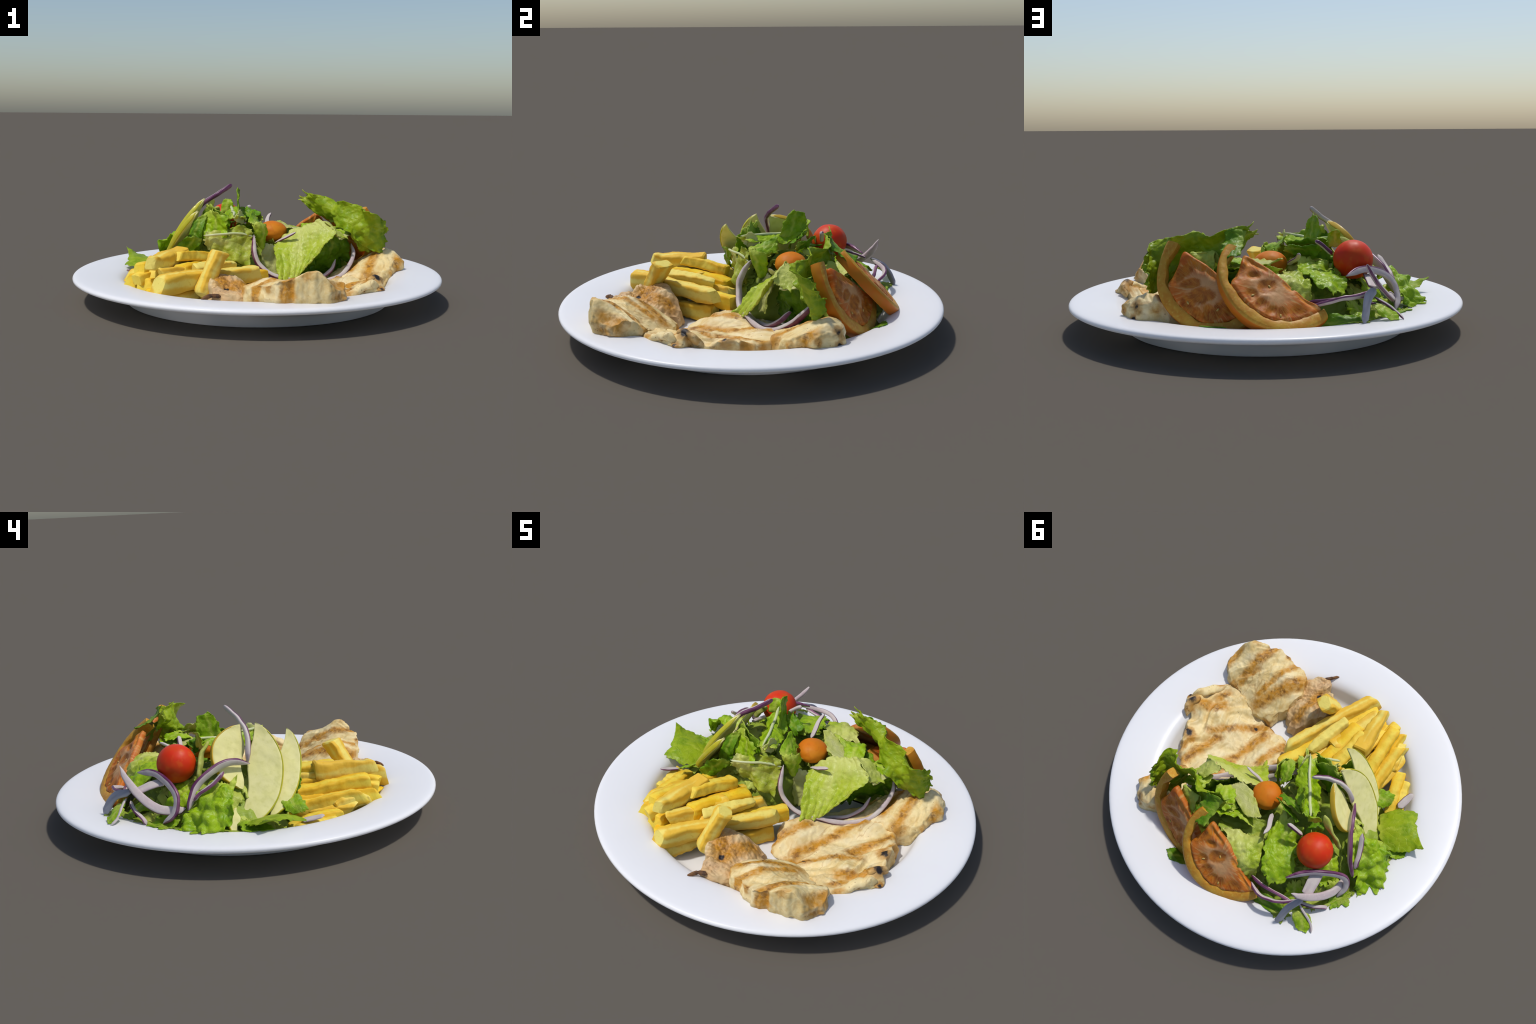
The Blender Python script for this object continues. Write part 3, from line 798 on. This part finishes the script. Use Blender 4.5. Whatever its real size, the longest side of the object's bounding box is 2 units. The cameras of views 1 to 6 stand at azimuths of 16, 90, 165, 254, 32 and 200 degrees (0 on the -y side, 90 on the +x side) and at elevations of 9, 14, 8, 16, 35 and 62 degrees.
def fry(a, b, w=0.058, h=0.060, up=(0, 0, 1), bend=0.0, twist=0.0):
    """one cut potato stick: rounded square section, slightly bent and uneven"""
    global FRY_N
    FRY_N += 1
    a, b = np.asarray(a, float), np.asarray(b, float)
    r = np.random.default_rng(FRY_N + 40)
    up = np.asarray(up, float) + r.normal(0, .22, 3)
    n, m = 34, 28
    w, h = w * 1.12, h * 1.12
    F = frame_of((a + b) / 2, b - a, up)
    L = np.linalg.norm(b - a)
    s = np.linspace(-1, 1, n)
    ang = np.arange(m) * math.tau / m
    ca, sa = np.cos(ang), np.sin(ang)
    ex = 2 / 6.0
    cx, cz = np.sign(ca) * np.abs(ca) ** ex, np.sign(sa) * np.abs(sa) ** ex
    cap = np.clip((1 - np.abs(s)) / 0.035, 0, 1) ** 0.5 * 0.14 + 0.86
    bend = bend + r.uniform(-.010, .010)
    tap = 1 + r.uniform(-.20, .20) * s + 0.06 * np.sin(s * r.uniform(2, 4) + r.uniform(0, 6))
    sk0, sk1 = r.uniform(-.022, .022, 2)
    vs = []
    for i in range(n):
        k = cap[i] * tap[i]
        tw = twist * s[i]
        X, Z = cx * w / 2 * k, cz * h / 2 * k
        X, Z = X * math.cos(tw) - Z * math.sin(tw), X * math.sin(tw) + Z * math.cos(tw)
        skew = (sk0 if s[i] < 0 else sk1) * abs(s[i]) ** 3 * (X / w + Z / h) * 2
        vs.append(np.c_[X, np.full(m, s[i] * L / 2) + skew, Z - bend * (s[i] ** 2)])
    vs = np.vstack(vs)
    P = vs + FRY_N * 3.1
    vs = vs + np.c_[0.009 * fbm(P, 9, 2, 1), np.zeros(len(vs)), 0.009 * fbm(P, 9, 2, 2)] + unit(vs * V(1, 0, 1)) * (0.0045 * fbm(P, 34, 2, 3))[:, None]
    fs = []
    for i in range(n - 1):
        for j in range(m):
            k = (j + 1) % m
            fs.append((i * m + j, i * m + k, (i + 1) * m + k, (i + 1) * m + j))
    c = len(vs)
    vs = np.vstack([vs, [vs[:m].mean(0)], [vs[-m - 0:].mean(0)]])
    for j in range(m):
        k = (j + 1) % m
        fs += [(c, k, j), (c + 1, (n - 1) * m + j, (n - 1) * m + k)]
    W = vs @ F[:3, :3].T + F[:3, 3]
    ob = make("french_fry", W, fs, M_FRY, None, F, sharp=38)
    return tag(ob, "golden yellow thick-cut french fry", "french fry")


fry((-.125, -.575, .115), (-.062, -.472, .325), .078, .058, (-.5, -.8, .2))
fry((-.310, -.680, .176), (.072, -.190, .178), .056, .078, bend=.004)
fry((-.335, -.630, .150), (.072, -.09, .145), .058, .062)
fry((-.20, -.455, .222), (-.070, -.205, .212), .052, .050)
fry((-.285, -.455, .212), (-.145, -.125, .180), .080, .066, bend=.006)
fry((-.333, -.398, .272), (-.236, -.140, .232), .066, .050)
fry((-.392, -.575, .250), (-.340, -.270, .240), .066, .082, (.2, 0, 1), bend=-.004)
fry((-.482, -.510, .216), (-.400, -.130, .165), .064, .062)
fry((-.545, -.438, .162), (-.460, -.120, .105), .074, .074)
fry((-.585, -.312, .100), (-.610, -.040, .072), .062, .060)
fry((-.13, -.490, .075), (.045, -.195, .065), .062, .075)
fry((-.565, -.395, .105), (-.45, -.10, .075), .06, .06)
fry((-.435, -.560, .135), (-.36, -.20, .12), .066, .07)
fry((-.385, -.60, .095), (-.22, -.24, .09), .064, .06)
fry((-.515, -.525, .14), (-.43, -.15, .125), .064, .060)
fry((-.475, -.56, .17), (-.42, -.36, .17), .055, .05)
fry((-.36, -.35, .225), (-.28, -.12, .195), .05, .06)
fry((-.345, -.555, .195), (-.18, -.28, .19), .070, .064)
fry((-.25, -.46, .15), (-.06, -.10, .145), .074, .07)
fry((-.425, -.50, .195), (-.30, -.18, .19), .06, .06)
fry((-.55, -.475, .155), (-.53, -.30, .12), .058, .056)
fry((-.505, -.545, .085), (-.40, -.33, .075), .05, .05)
fry((-.26, -.30, .16), (-.20, -.06, .14), .066, .08)
fry((-.15, -.50, .055), (-.04, -.30, .06), .055, .05)
fry((-.28, -.63, .085), (-.16, -.38, .085), .058, .06)
fry((-.64, -.27, .085), (-.655, -.06, .075), .045, .05)


# ------------------------------------------------------------------ chicken
chicken = thing("grilled_chicken_breast", "grilled chicken fillet with brown bar marks", "chicken")
B_TOP = Thin([(.298, -.303, .058), (.536, -.272, .130), (.515, -.084, .102), (.633, .058, .112), (.651, -.10, .142), (.690, -.285, .200), (.734, -.318, .155),
              (.587, -.446, .135), (.541, -.504, .140), (.282, -.171, .062), (.13, -.29, .050), (.09, -.172, .095), (.417, -.412, .112), (.70, -.36, .165),
              (.17, -.09, .110), (.36, .02, .10), (.42, -.22, .10), (.50, .06, .12), (.2, -.20, .092), (.61, -.24, .130), (.61, -.33, .140), (.66, -.19, .125), (.38, .18, .10), (.25, .10, .08)])
B_OUT = [(.115, -.31), (.21, -.345), (.32, -.41), (.43, -.47), (.54, -.515), (.60, -.47), (.66, -.42), (.745, -.325), (.700, -.24), (.690, -.14), (.672, -.02),
         (.645, .07), (.55, .15), (.44, .24), (.30, .20), (.18, .06), (.10, -.08), (.065, -.17)]
A_TOP = Thin([(.323, -.46, .165), (.105, -.642, .178), (.596, -.588, .222), (.365, -.755, .250), (.500, -.715, .292), (.225, -.616, .225), (.191, -.699, .205),
              (.382, -.573, .190), (.30, -.36, .080), (.17, -.47, .128), (.43, -.43, .115), (.48, -.62, .235), (.55, -.64, .235), (.30, -.68, .220), (.5, -.52, .17),
              (.60, -.68, .185), (.565, -.695, .225), (.615, -.63, .180)])
A_OUT = [(.10, -.62), (.115, -.68), (.165, -.725), (.25, -.765), (.335, -.792), (.40, -.775), (.46, -.752), (.53, -.730), (.575, -.700), (.602, -.660), (.602, -.61), (.58, -.55), (.52, -.49),
         (.43, -.42), (.34, -.36), (.26, -.36), (.19, -.42), (.13, -.52)]
C_TOP = Thin([(.726, .36, .222), (.652, .384, .250), (.707, .175, .160), (.53, .11, .135), (.62, .20, .180), (.723, .277, .205), (.60, .34, .235), (.50, .28, .17),
              (.44, .18, .135), (.647, .351, .250), (.56, .42, .20), (.69, .43, .21), (.45, .12, .12), (.36, .22, .12)])
C_OUT = [(.36, .17), (.45, .10), (.54, .10), (.62, .125), (.70, .15), (.745, .23), (.762, .32), (.755, .39), (.70, .445), (.62, .46), (.52, .42), (.43, .34), (.36, .26)]
D_TOP = Thin([(-.03, -.469, .205), (.015, -.597, .150), (.115, -.40, .09), (.08, -.379, .10), (.035, -.66, .165), (-.039, -.623, .186), (.10, -.55, .14), (.0, -.52, .19),
              (.06, -.47, .175), (-.03, -.73, .15), (-.08, -.55, .19), (.12, -.66, .15)])
D_OUT = [(-.10, -.57), (-.085, -.47), (-.02, -.42), (.06, -.365), (.13, -.365), (.16, -.46), (.17, -.58), (.15, -.68), (.08, -.725), (.0, -.74), (-.03, -.70), (-.02, -.655), (-.07, -.635)]

def rim_of(out, top, step, r):
    P = catmull(out, len(out) * 2, True)[::step]
    return [(float(x), float(y), float(z), r * (0.7 + 0.6 * ((i * 37) % 11) / 11)) for i, ((x, y), z) in enumerate(zip(P, top(P) - .015))]


M_B = chicken_mat("grilled_chicken_body", [(.08, -.29, .21, -.06, .028), (.23, -.30, .43, .12, .034), (.17, -.38, .56, -.16, .028), (.47, -.17, .62, .09, .030), (.50, -.36, .67, -.29, .036),  # third bar is a dark crease, painted like a grill mark
                                           (.525, -.46, .585, -.365, .026), (.60, -.10, .66, .03, .02)],
                  [(.645, -.10, .140, .026), (.70, -.285, .20, .026), (.305, -.30, .06, .011), (.735, -.33, .15, .014)], -0.55, 0.22, rim_of(B_OUT, B_TOP, 2, .05))  # spot at .305, -.30 stands at the slit in the meat
M_A = chicken_mat("grilled_chicken_lobe", [(.08, -.685, .37, -.41, .040), (.175, -.775, .37, -.46, .022), (.335, -.82, .49, -.53, .028), (.55, -.71, .60, -.58, .034), (.40, -.62, .50, -.50, .016)],
                  [], -0.5, 0.22, rim_of(A_OUT, A_TOP, 3, .04))
M_C = chicken_mat("grilled_chicken_end", [(.605, .38, .588, .10, .032), (.728, .32, .74, .22, .026), (.50, .40, .49, .15, .022)], [(.712, .15, .14, .014), (.70, .40, .20, .020), (.725, .41, .14, .018)], -0.3, 0.2, rim_of(C_OUT, C_TOP, 3, .045))
M_D = chicken_mat("grilled_chicken_skin", [(-.06, -.52, .03, -.61, .05), (.0, -.64, .10, -.40, .03)], [(.015, -.60, .155, .016)], 0.9, 0.8, (), 0.7)  # black spot stands where the flap has a hole
for nm, out, c, tp, mt, sd, na, ra, gr in (("chicken_flank", B_OUT, (.40, -.15), B_TOP, M_B, 3.0, .0045, .07, (1.05, .024)), ("chicken_lobe", A_OUT, (.36, -.58), A_TOP, M_A, 4.0, .0045, .05, (1.0, .018)),
                                   ("chicken_end_piece", C_OUT, (.56, .27), C_TOP, M_C, 5.0, .0045, .10, (1.5, .014)), ("chicken_skin_flap", D_OUT, (.04, -.56), D_TOP, M_D, 6.0, .010, .09, (.4, .020))):
    place(body(nm, out, c, tp, mt, 60, 260, ra, 0.0, na, 20, sd, edge_wob=.026, grain=gr), chicken)
for path, w, t in (([(.55, -.495, .115), (.61, -.435, .140), (.67, -.365, .170), (.72, -.320, .165)], [.03, .05, .06, .05], .035),
                   ([(.655, -.315, .185), (.685, -.285, .196), (.705, -.25, .17), (.705, -.20, .13)], [.03, .045, .05, .04], .035)):
    vs, fs, sl, C, T, S = strip_mesh(path, w, t, (1, .6, .5), 40, 16, (.1, .2), 2.6, .012, 2.0)
    place(make("chicken_curled_edge", vs, fs, M_B), chicken)
M_CHAR = simple("charred_skin", (0.03, 0.025, 0.025), (0.20, 0.09, 0.03), 30, 0.5, 0.4, 0.3)
vs, fs, sl, C, T, S = strip_mesh([(.03, -.725, .145), (-.01, -.745, .152), (-.035, -.772, .146), (-.05, -.785, .142)], .024, .018, (1, 1, 0), 20, 10, (.1, .6), 2.5, .004)
place(make("charred_tip", vs, fs, M_CHAR), chicken)


# -------------------------------------------------------------------- onion
def onion(path, w=0.022, t=0.026, side=None, centre=None, grey=False, skin=0.78, taper=(.12, .12), label="curved strip of red onion with a purple skin", bare=False):
    """a slice of an onion layer; the purple skin lies on the side away from centre"""
    P = np.asarray(path, float)
    if centre is not None:
        side = P - np.asarray(centre, float)
    vs, fs, sl, C, T, S = strip_mesh(P, w, t, side, 56, 16, taper, 3.2, 0.003, P[0, 0] * 9, None if bare else skin)
    ob = make("onion_strip", vs, fs, [M_GREY if grey else M_ONION, M_SKIN], None, frame_of(C[0], C[-1] - C[0], (0, 0, 1)), slots=sl)
    return tag(ob, label, "onion")


onion([(-.02, .0, .345), (-.012, -.035, .30), (.005, -.062, .24), (.035, -.065, .185), (.115, -.058, .132), (.225, -.005, .108), (.287, .026, .094),
       (.367, .076, .094), (.443, .139, .122), (.476, .215, .172), (.487, .27, .225), (.462, .325, .275)], .026, .034, centre=(.25, .16, .24), label="large ring of red onion")
onion([(.40, .20, .20), (.385, .15, .15), (.33, .10, .105), (.25, .06, .085), (.15, .0, .09), (.06, -.045, .12)], .020, .026, centre=(.2, .2, .24))
onion([(-.195, .145, .607), (-.235, .115, .577), (-.272, .092, .549), (-.33, .078, .512), (-.372, .078, .470), (-.402, .088, .420), (-.411, .098, .365)], [.016, .024, .026, .024], .024, side=(.75, -.65, .15), skin=.15, taper=(.05, .12))
onion([(-.428, .09, .362), (-.447, .195, .388), (-.467, .279, .365), (-.496, .364, .315), (-.52, .405, .26), (-.539, .431, .205)], [.03, .042, .044, .03], .022, centre=(-.42, .24, .24), skin=.6)
onion([(-.521, .245, .366), (-.534, .297, .318), (-.54, .364, .285), (-.545, .40, .25)], .028, .018, centre=(-.47, .30, .30))
onion([(-.226, .602, .327), (-.331, .544, .344), (-.445, .493, .316), (-.512, .472, .262), (-.525, .495, .193), (-.497, .545, .143)], .034, .020, centre=(-.38, .58, .20), skin=.3)
onion([(-.292, .698, .392), (-.332, .675, .329), (-.393, .631, .265), (-.46, .564, .210), (-.50, .485, .199), (-.512, .434, .207)], [.018, .036, .044, .044, .034], .022, centre=(-.34, .52, .36), skin=.93)
onion([(-.375, .50, .31), (-.362, .57, .295), (-.353, .635, .272)], [.062, .064, .056], .014, side=(1, .1, .2), taper=(.05, .05), skin=.9)
onion([(-.345, .66, .268), (-.31, .70, .258), (-.282, .735, .236), (-.262, .768, .185), (-.248, .787, .142)], [.034, .044, .048, .04], .016, side=(.8, .5, .2), grey=True, bare=True, label="limp grey-white strip of onion")
onion([(-.345, .665, .27), (-.25, .709, .253), (-.157, .720, .245), (-.09, .69, .225), (-.05, .65, .205)], [.02, .028, .024, .016], .016, side=(.2, .6, .6), skin=.8)
onion([(-.04, .62, .22), (-.12, .655, .23), (-.21, .675, .24), (-.30, .69, .245)], .02, .016, side=(.2, .7, .5), skin=.0)
onion([(-.15, .376, .467), (-.19, .378, .438), (-.235, .38, .40)], .022, .020, side=(0, 1, .3), skin=.8)
onion([(-.046, .453, .418), (-.055, .40, .39), (-.04, .345, .365), (-.035, .30, .345)], [.018, .026, .024], .014, side=(1, 0, .2), skin=.85)
onion([(.06, .14, .286), (.11, .115, .312), (.15, .103, .335), (.195, .09, .357)], [.012, .024, .016], .010, side=(.3, -.8, -.3), skin=.6)
onion([(-.70, -.185, .143), (-.67, -.14, .128), (-.645, -.09, .115)], [.03, .045, .04], .010, side=(1, -.5, .2), skin=.8)
onion([(-.335, .685, .24), (-.375, .715, .215), (-.42, .745, .175), (-.44, .78, .150)], .014, .010, side=(1, .3, 0), skin=.2)
onion([(-.30, .66, .21), (-.38, .66, .195), (-.45, .63, .165), (-.47, .62, .14)], .020, .012, side=(0, 1, 0), skin=.2)


# ------------------------------------------------------------- apple slices
def half_moon(p0, p1, bulge, width, thick=0.030, peel=None, lean=0.0, name="apple_slice"):
    """slice of an apple: straight core side p0-p1, curved peel side, a wedge that thins towards the core"""
    p0, p1, bulge = (np.asarray(q, float) for q in (p0, p1, bulge))
    y = unit(p1 - p0)
    x = unit(bulge - y * (bulge @ y))
    z = np.cross(x, y)
    L = np.linalg.norm(p1 - p0)
    F = np.eye(4)
    F[:3, 0], F[:3, 1], F[:3, 2], F[:3, 3] = x, y, z, (p0 + p1) / 2
    n, m = 60, 26
    s = np.linspace(-1, 1, n)
    arc = width * np.clip(1 - np.abs(s) ** 2.3, 0, 1) ** 0.75
    core = 0.012 * np.cos(s * math.pi / 2) * np.sin(s * 5)
    t = np.linspace(0, 1, m)
    Xs = core[:, None] + (arc - core)[:, None] * t[None]
    Ys = np.broadcast_to((s * L / 2)[:, None], Xs.shape)
    hz = thick / 2 * (0.35 + 0.65 * t[None]) * np.clip((1 - np.abs(s[:, None])) / 0.08, 0.25, 1) ** 0.5
    e = np.clip((t - 0.9) / 0.1, 0, 1)[None]
    bow = 0.002 * (1 - s[:, None] ** 2) * t[None]
    wav = 0.003 * fbm(np.stack([Xs, Ys, np.zeros_like(Xs)], -1), 14, 2, p0[0] * 7)
    Zt = hz * np.sqrt(1 - 0.75 * e ** 2) + bow + wav
    Zb = -hz * np.sqrt(1 - 0.75 * e ** 2) + bow + wav
    A = np.stack([Xs, Ys, Zt], -1).reshape(-1, 3)
    B = np.stack([Xs, Ys, Zb], -1).reshape(-1, 3)
    k = n * m
    idx = np.arange(k).reshape(n, m)
    q = np.stack([idx[:-1, :-1], idx[:-1, 1:], idx[1:, 1:], idx[1:, :-1]], -1).reshape(-1, 4)
    rim = np.r_[idx[:-1, 0], idx[-1, :-1], idx[:0:-1, -1], idx[0, :0:-1]]
    nx = np.roll(rim, -1)
    side = np.stack([rim, nx, nx + k, rim + k], -1)
    W = np.vstack([A, B]) @ F[:3, :3].T + F[:3, 3]
    par = thing(name, "thin half-moon slice of yellow-green apple", "apple", tuple(F[:3, 3]))
    place(make("apple_flesh", W, q.tolist() + q[:, ::-1].__add__(k).tolist() + side.tolist(), M_APPLE, None, F), par)
    ss = np.linspace(-.97, .97, 50)
    ax = width * (1 - np.abs(ss) ** 2.3) ** 0.75
    path = np.c_[ax - 0.002, ss * L / 2, 0.002 * (1 - ss ** 2)]
    path = path @ F[:3, :3].T + F[:3, 3]
    vs, fs, *_ = strip_mesh(path, thick * 1.02, 0.009, z, 50, 14, (.06, .06), 2.6)
    place(make("apple_peel", vs, fs, peel or M_PEEL, None, F), par)


half_moon((-.312, .022, .534), (-.568, .188, .087), (-.02, -.165, .014), .170, .024)
half_moon((-.294, -.145, .483), (-.550, .035, .121), (.0, -.10, .02), .108, .024)
half_moon((-.298, .085, .527), (-.470, .140, .247), (.0, .165, .04), .160, .030, M_PEELY)
half_moon((-.575, .205, .20), (-.668, .215, .075), (.1, .7, .1), .05, .020)
vs, fs, sl, C, T, S = strip_mesh([(-.310, .262, .465), (-.355, .305, .42), (-.40, .328, .37), (-.438, .35, .315)], [.030, .048, .050, .034], .018, (1, -.6, .4), 30, 14, (.1, .1), 3, .004)
tag(make("apple_sliver", vs, fs, simple("apple_green_flesh", (0.44, 0.46, 0.12), (0.34, 0.39, 0.06), 30, 0.5, 0.4, 0.4), None, frame_of(C[0], C[-1] - C[0], (0, 0, 1))), "rough pale green sliver of fruit", "apple")


# ----------------------------------------------------------- tomato slices
def tomato_slice(mid, X, n, gels, bright, seeds, thick=0.055, R=0.277):
    """half a tomato slice: skin and fleshy rind round the arc, pulp with gel pockets, seeds"""
    mid, X = np.asarray(mid, float), unit(X)
    n = unit(n)                      # towards the viewer side of the slice
    X = unit(X - n * (X @ n))
    Y = np.cross(-n, X)              # towards the arc
    F = np.eye(4)
    F[:3, 0], F[:3, 1], F[:3, 2], F[:3, 3] = X, Y, -n, mid
    par = thing("tomato_slice", "half slice of tomato with pulp and seeds", "tomato", tuple(mid))

    def world(p):
        return np.asarray(p, float) @ F[:3, :3].T + mid

    def plus(name, p, f, mat, slots=None, sharp=None):
        place(make(name, world(p), f, mat, None, F, slots=slots, sharp=sharp), par)

    # rind: band between outer arc and an uneven inner arc
    th = np.linspace(math.pi - .02, .02, 90)
    inner_ctl = [(-.246, -.012), (-.213, .108), (-.150, .168), (-.072, .196), (.015, .207), (.120, .182), (.200, .085), (.240, -.020)]
    outer = np.c_[np.cos(th) * R, np.sin(th) * (R * 0.955)] * (1 + 0.010 * np.sin(th * 5 + mid[0] * 9) + 0.045 * np.exp(-((th - math.pi) / 0.3) ** 2))[:, None]
    inner = catmull(inner_ctl, 90)
    inner = inner + 0.004 * np.c_[np.sin(th * 13), np.cos(th * 11)]
    m = 18
    prof = np.linspace(0, 1, m // 2)
    vs = []
    for o, i in zip(outer, inner):
        loop = []
        for t in np.linspace(0, 1, 8):           # front face, inner -> outer
            p = i + (o - i) * t
            loop.append((p[0], p[1], -0.004 * math.sin(t * math.pi) + (0.006 if t == 1 else 0) + (0.003 if t == 0 else 0)))
        for t in np.linspace(.2, .8, 4):         # skin
            p = o * (1 + 0.012 * math.sin(t * math.pi))
            loop.append((p[0], p[1], thick * t))
        for t in np.linspace(1, 0, 6):           # back
            p = i + (o - i) * t
            loop.append((p[0], p[1], thick))
        vs.append(loop)
    K = len(vs[0])
    vs = np.array(vs)
    nn = len(vs)
    fs, sl = [], []
    for a in range(nn - 1):
        for b in range(K):
            c = (b + 1) % K
            fs.append((a * K + b, (a + 1) * K + b, (a + 1) * K + c, a * K + c))
            sl.append(1 if 7 <= b <= 11 else 0)
    fs += [tuple(range(K))[::1], tuple((nn - 1) * K + k for k in range(K))[::-1]]
    sl += [0, 0]
    flat = vs.reshape(-1, 3)
    flat = flat + 0.0015 * fbm(flat, 40, 2, mid[0])[:, None]
    plus("tomato_rind", flat, fs, [M_RIND, M_TSKIN], sl, 50)
    # pulp: filled half disc inside the rind, with dents at the gel pockets
    b = np.array([(-.194, .0), (-.17, .07), (-.158, .12), (-.146, .166), (-.072, .198), (.015, .209), (.120, .184), (.202, .087), (.232, -.005), (.15, -.002), (.045, -.012), (-.06, -.018), (-.13, -.010)])
    seg, rings = 120, 26
    O = catmull(b, seg, True)
    c = V(.0, .085)
    s = np.linspace(0, 1, rings) ** 0.8
    xy = (c + s[:, None, None] * (O - c)[None]).reshape(-1, 2)
    dent = np.zeros(len(xy))
    for gx, gy, rx, ry, rot in list(gels) + list(bright):
        d = xy - V(gx, gy)
        cr, sr = math.cos(rot), math.sin(rot)
        q = ((d @ V(cr, sr)) / rx) ** 2 + ((d @ V(-sr, cr)) / ry) ** 2
        dent = np.maximum(dent, np.exp(-q * 0.9))
    e = np.repeat(s, seg)
    zf = -0.008 + 0.012 * dent + 0.010 * np.clip((e - .9) / .1, 0, 1) ** 2 + 0.002 * fbm(np.c_[xy, xy[:, 0]], 30, 2, mid[1])
    front = np.c_[xy, zf]
    thick = thick * 0.55           # the pulp is thinner than the rind
    back = np.c_[O, np.full(seg, thick - .004)]
    k = rings * seg
    idx = np.arange(k).reshape(rings, seg)
    q = np.stack([idx[:-1], idx[1:], np.roll(idx[1:], -1, 1), np.roll(idx[:-1], -1, 1)], -1).reshape(-1, 4)
    bi = k + np.arange(seg)
    side = np.stack([idx[-1], bi, np.roll(bi, -1), np.roll(idx[-1], -1)], -1)
    fs = q.tolist() + side.tolist() + [(int(bi[j]), k + seg, int(bi[(j + 1) % seg])) for j in range(seg)]
    plus("tomato_pulp", np.vstack([front, back, [[c[0], c[1], thick - .004]]]), fs, pulp_mat(gels, bright))
    for gx, gy, rot in seeds:
        u, w = np.meshgrid(np.linspace(0, math.tau, 14, endpoint=False), np.linspace(0, math.pi, 8), indexing="ij")
        ps = np.stack([np.sin(w) * np.cos(u) * .009, np.sin(w) * np.sin(u) * .0045, np.cos(w) * .003], -1)
        cr, sr = math.cos(rot), math.sin(rot)
        ps = np.stack([ps[..., 0] * cr - ps[..., 1] * sr + gx, ps[..., 0] * sr + ps[..., 1] * cr + gy, ps[..., 2] + .002], -1)
        I = np.arange(14 * 8).reshape(14, 8)
        f = np.stack([I[:, :-1], I[:, 1:], np.roll(I, -1, 0)[:, 1:], np.roll(I, -1, 0)[:, :-1]], -1).reshape(-1, 4).tolist()
        plus("tomato_seed", ps.reshape(-1, 3), f, M_SEED)


tomato_slice((.0885, .586, .324), (-.704, .453, -.547), (-.049, .738, .673),
             [(-.158, .095, .055, .030, 1.75), (-.097, .066, .032, .017, -.75), (-.018, .072, .042, .030, -1.1), (-.045, .150, .030, .026, .9),
              (.018, .165, .026, .032, .1), (.072, .160, .022, .030, .1), (.115, .145, .024, .034, -.5), (.165, .085, .040, .028, -.9)],
             [(-.125, .012, .055, .013, -.1), (.062, .004, .030, .015, .0), (.16, .012, .050, .012, .05), (-.165, .02, .03, .018, .6)],
             [(-.01, .06, .4), (-.04, .15, 2.0), (.115, .15, 1.0)])
tomato_slice((.3605, .488, .335), (-.643, .541, -.542), (.352, .837, .419),
             [(-.135, .09, .060, .026, 1.85), (-.068, .095, .040, .022, -.8), (.005, .110, .055, .034, -.75), (-.02, .175, .034, .030, .7), (.045, .185, .030, .024, .1),
              (.115, .105, .024, .042, -.3), (.15, .07, .024, .036, -.5), (.085, .15, .024, .04, -.5)],
             [(-.10, .012, .045, .016, -.1), (-.03, .0, .04, .014, .1)],
             [(-.02, .17, .3), (.11, .11, 1.6)])


# ---------------------------------------------------------- small tomatoes
def globe(name, c, r, mat, amp=0.02, label="", seed=1.0):
    u, w = np.meshgrid(np.linspace(0, math.tau, 72, endpoint=False), np.linspace(0, math.pi, 40), indexing="ij")
    ps = np.stack([np.sin(w) * np.cos(u), np.sin(w) * np.sin(u), np.cos(w)], -1)
    ps = ps * (1 + amp * fbm(ps, 1.6, 2, seed))[..., None] * np.asarray(r)
    I = np.arange(72 * 40).reshape(72, 40)
    f = np.stack([I[:, :-1], I[:, 1:], np.roll(I, -1, 0)[:, 1:], np.roll(I, -1, 0)[:, :-1]], -1).reshape(-1, 4).tolist()
    F = np.eye(4)
    F[:3, 3] = c
    return tag(make(name, ps.reshape(-1, 3) + np.asarray(c), f, mat, None, F), label, "tomato")


globe("cherry_tomato", (-.322, .428, .377), (.096, .096, .094), M_CHERRY, .02, "round glossy red cherry tomato")
globe("orange_cherry_tomato", (.030, .206, .342), (.083, .083, .060), M_ORANGE, .03, "flattened orange cherry tomato half", 4.0)
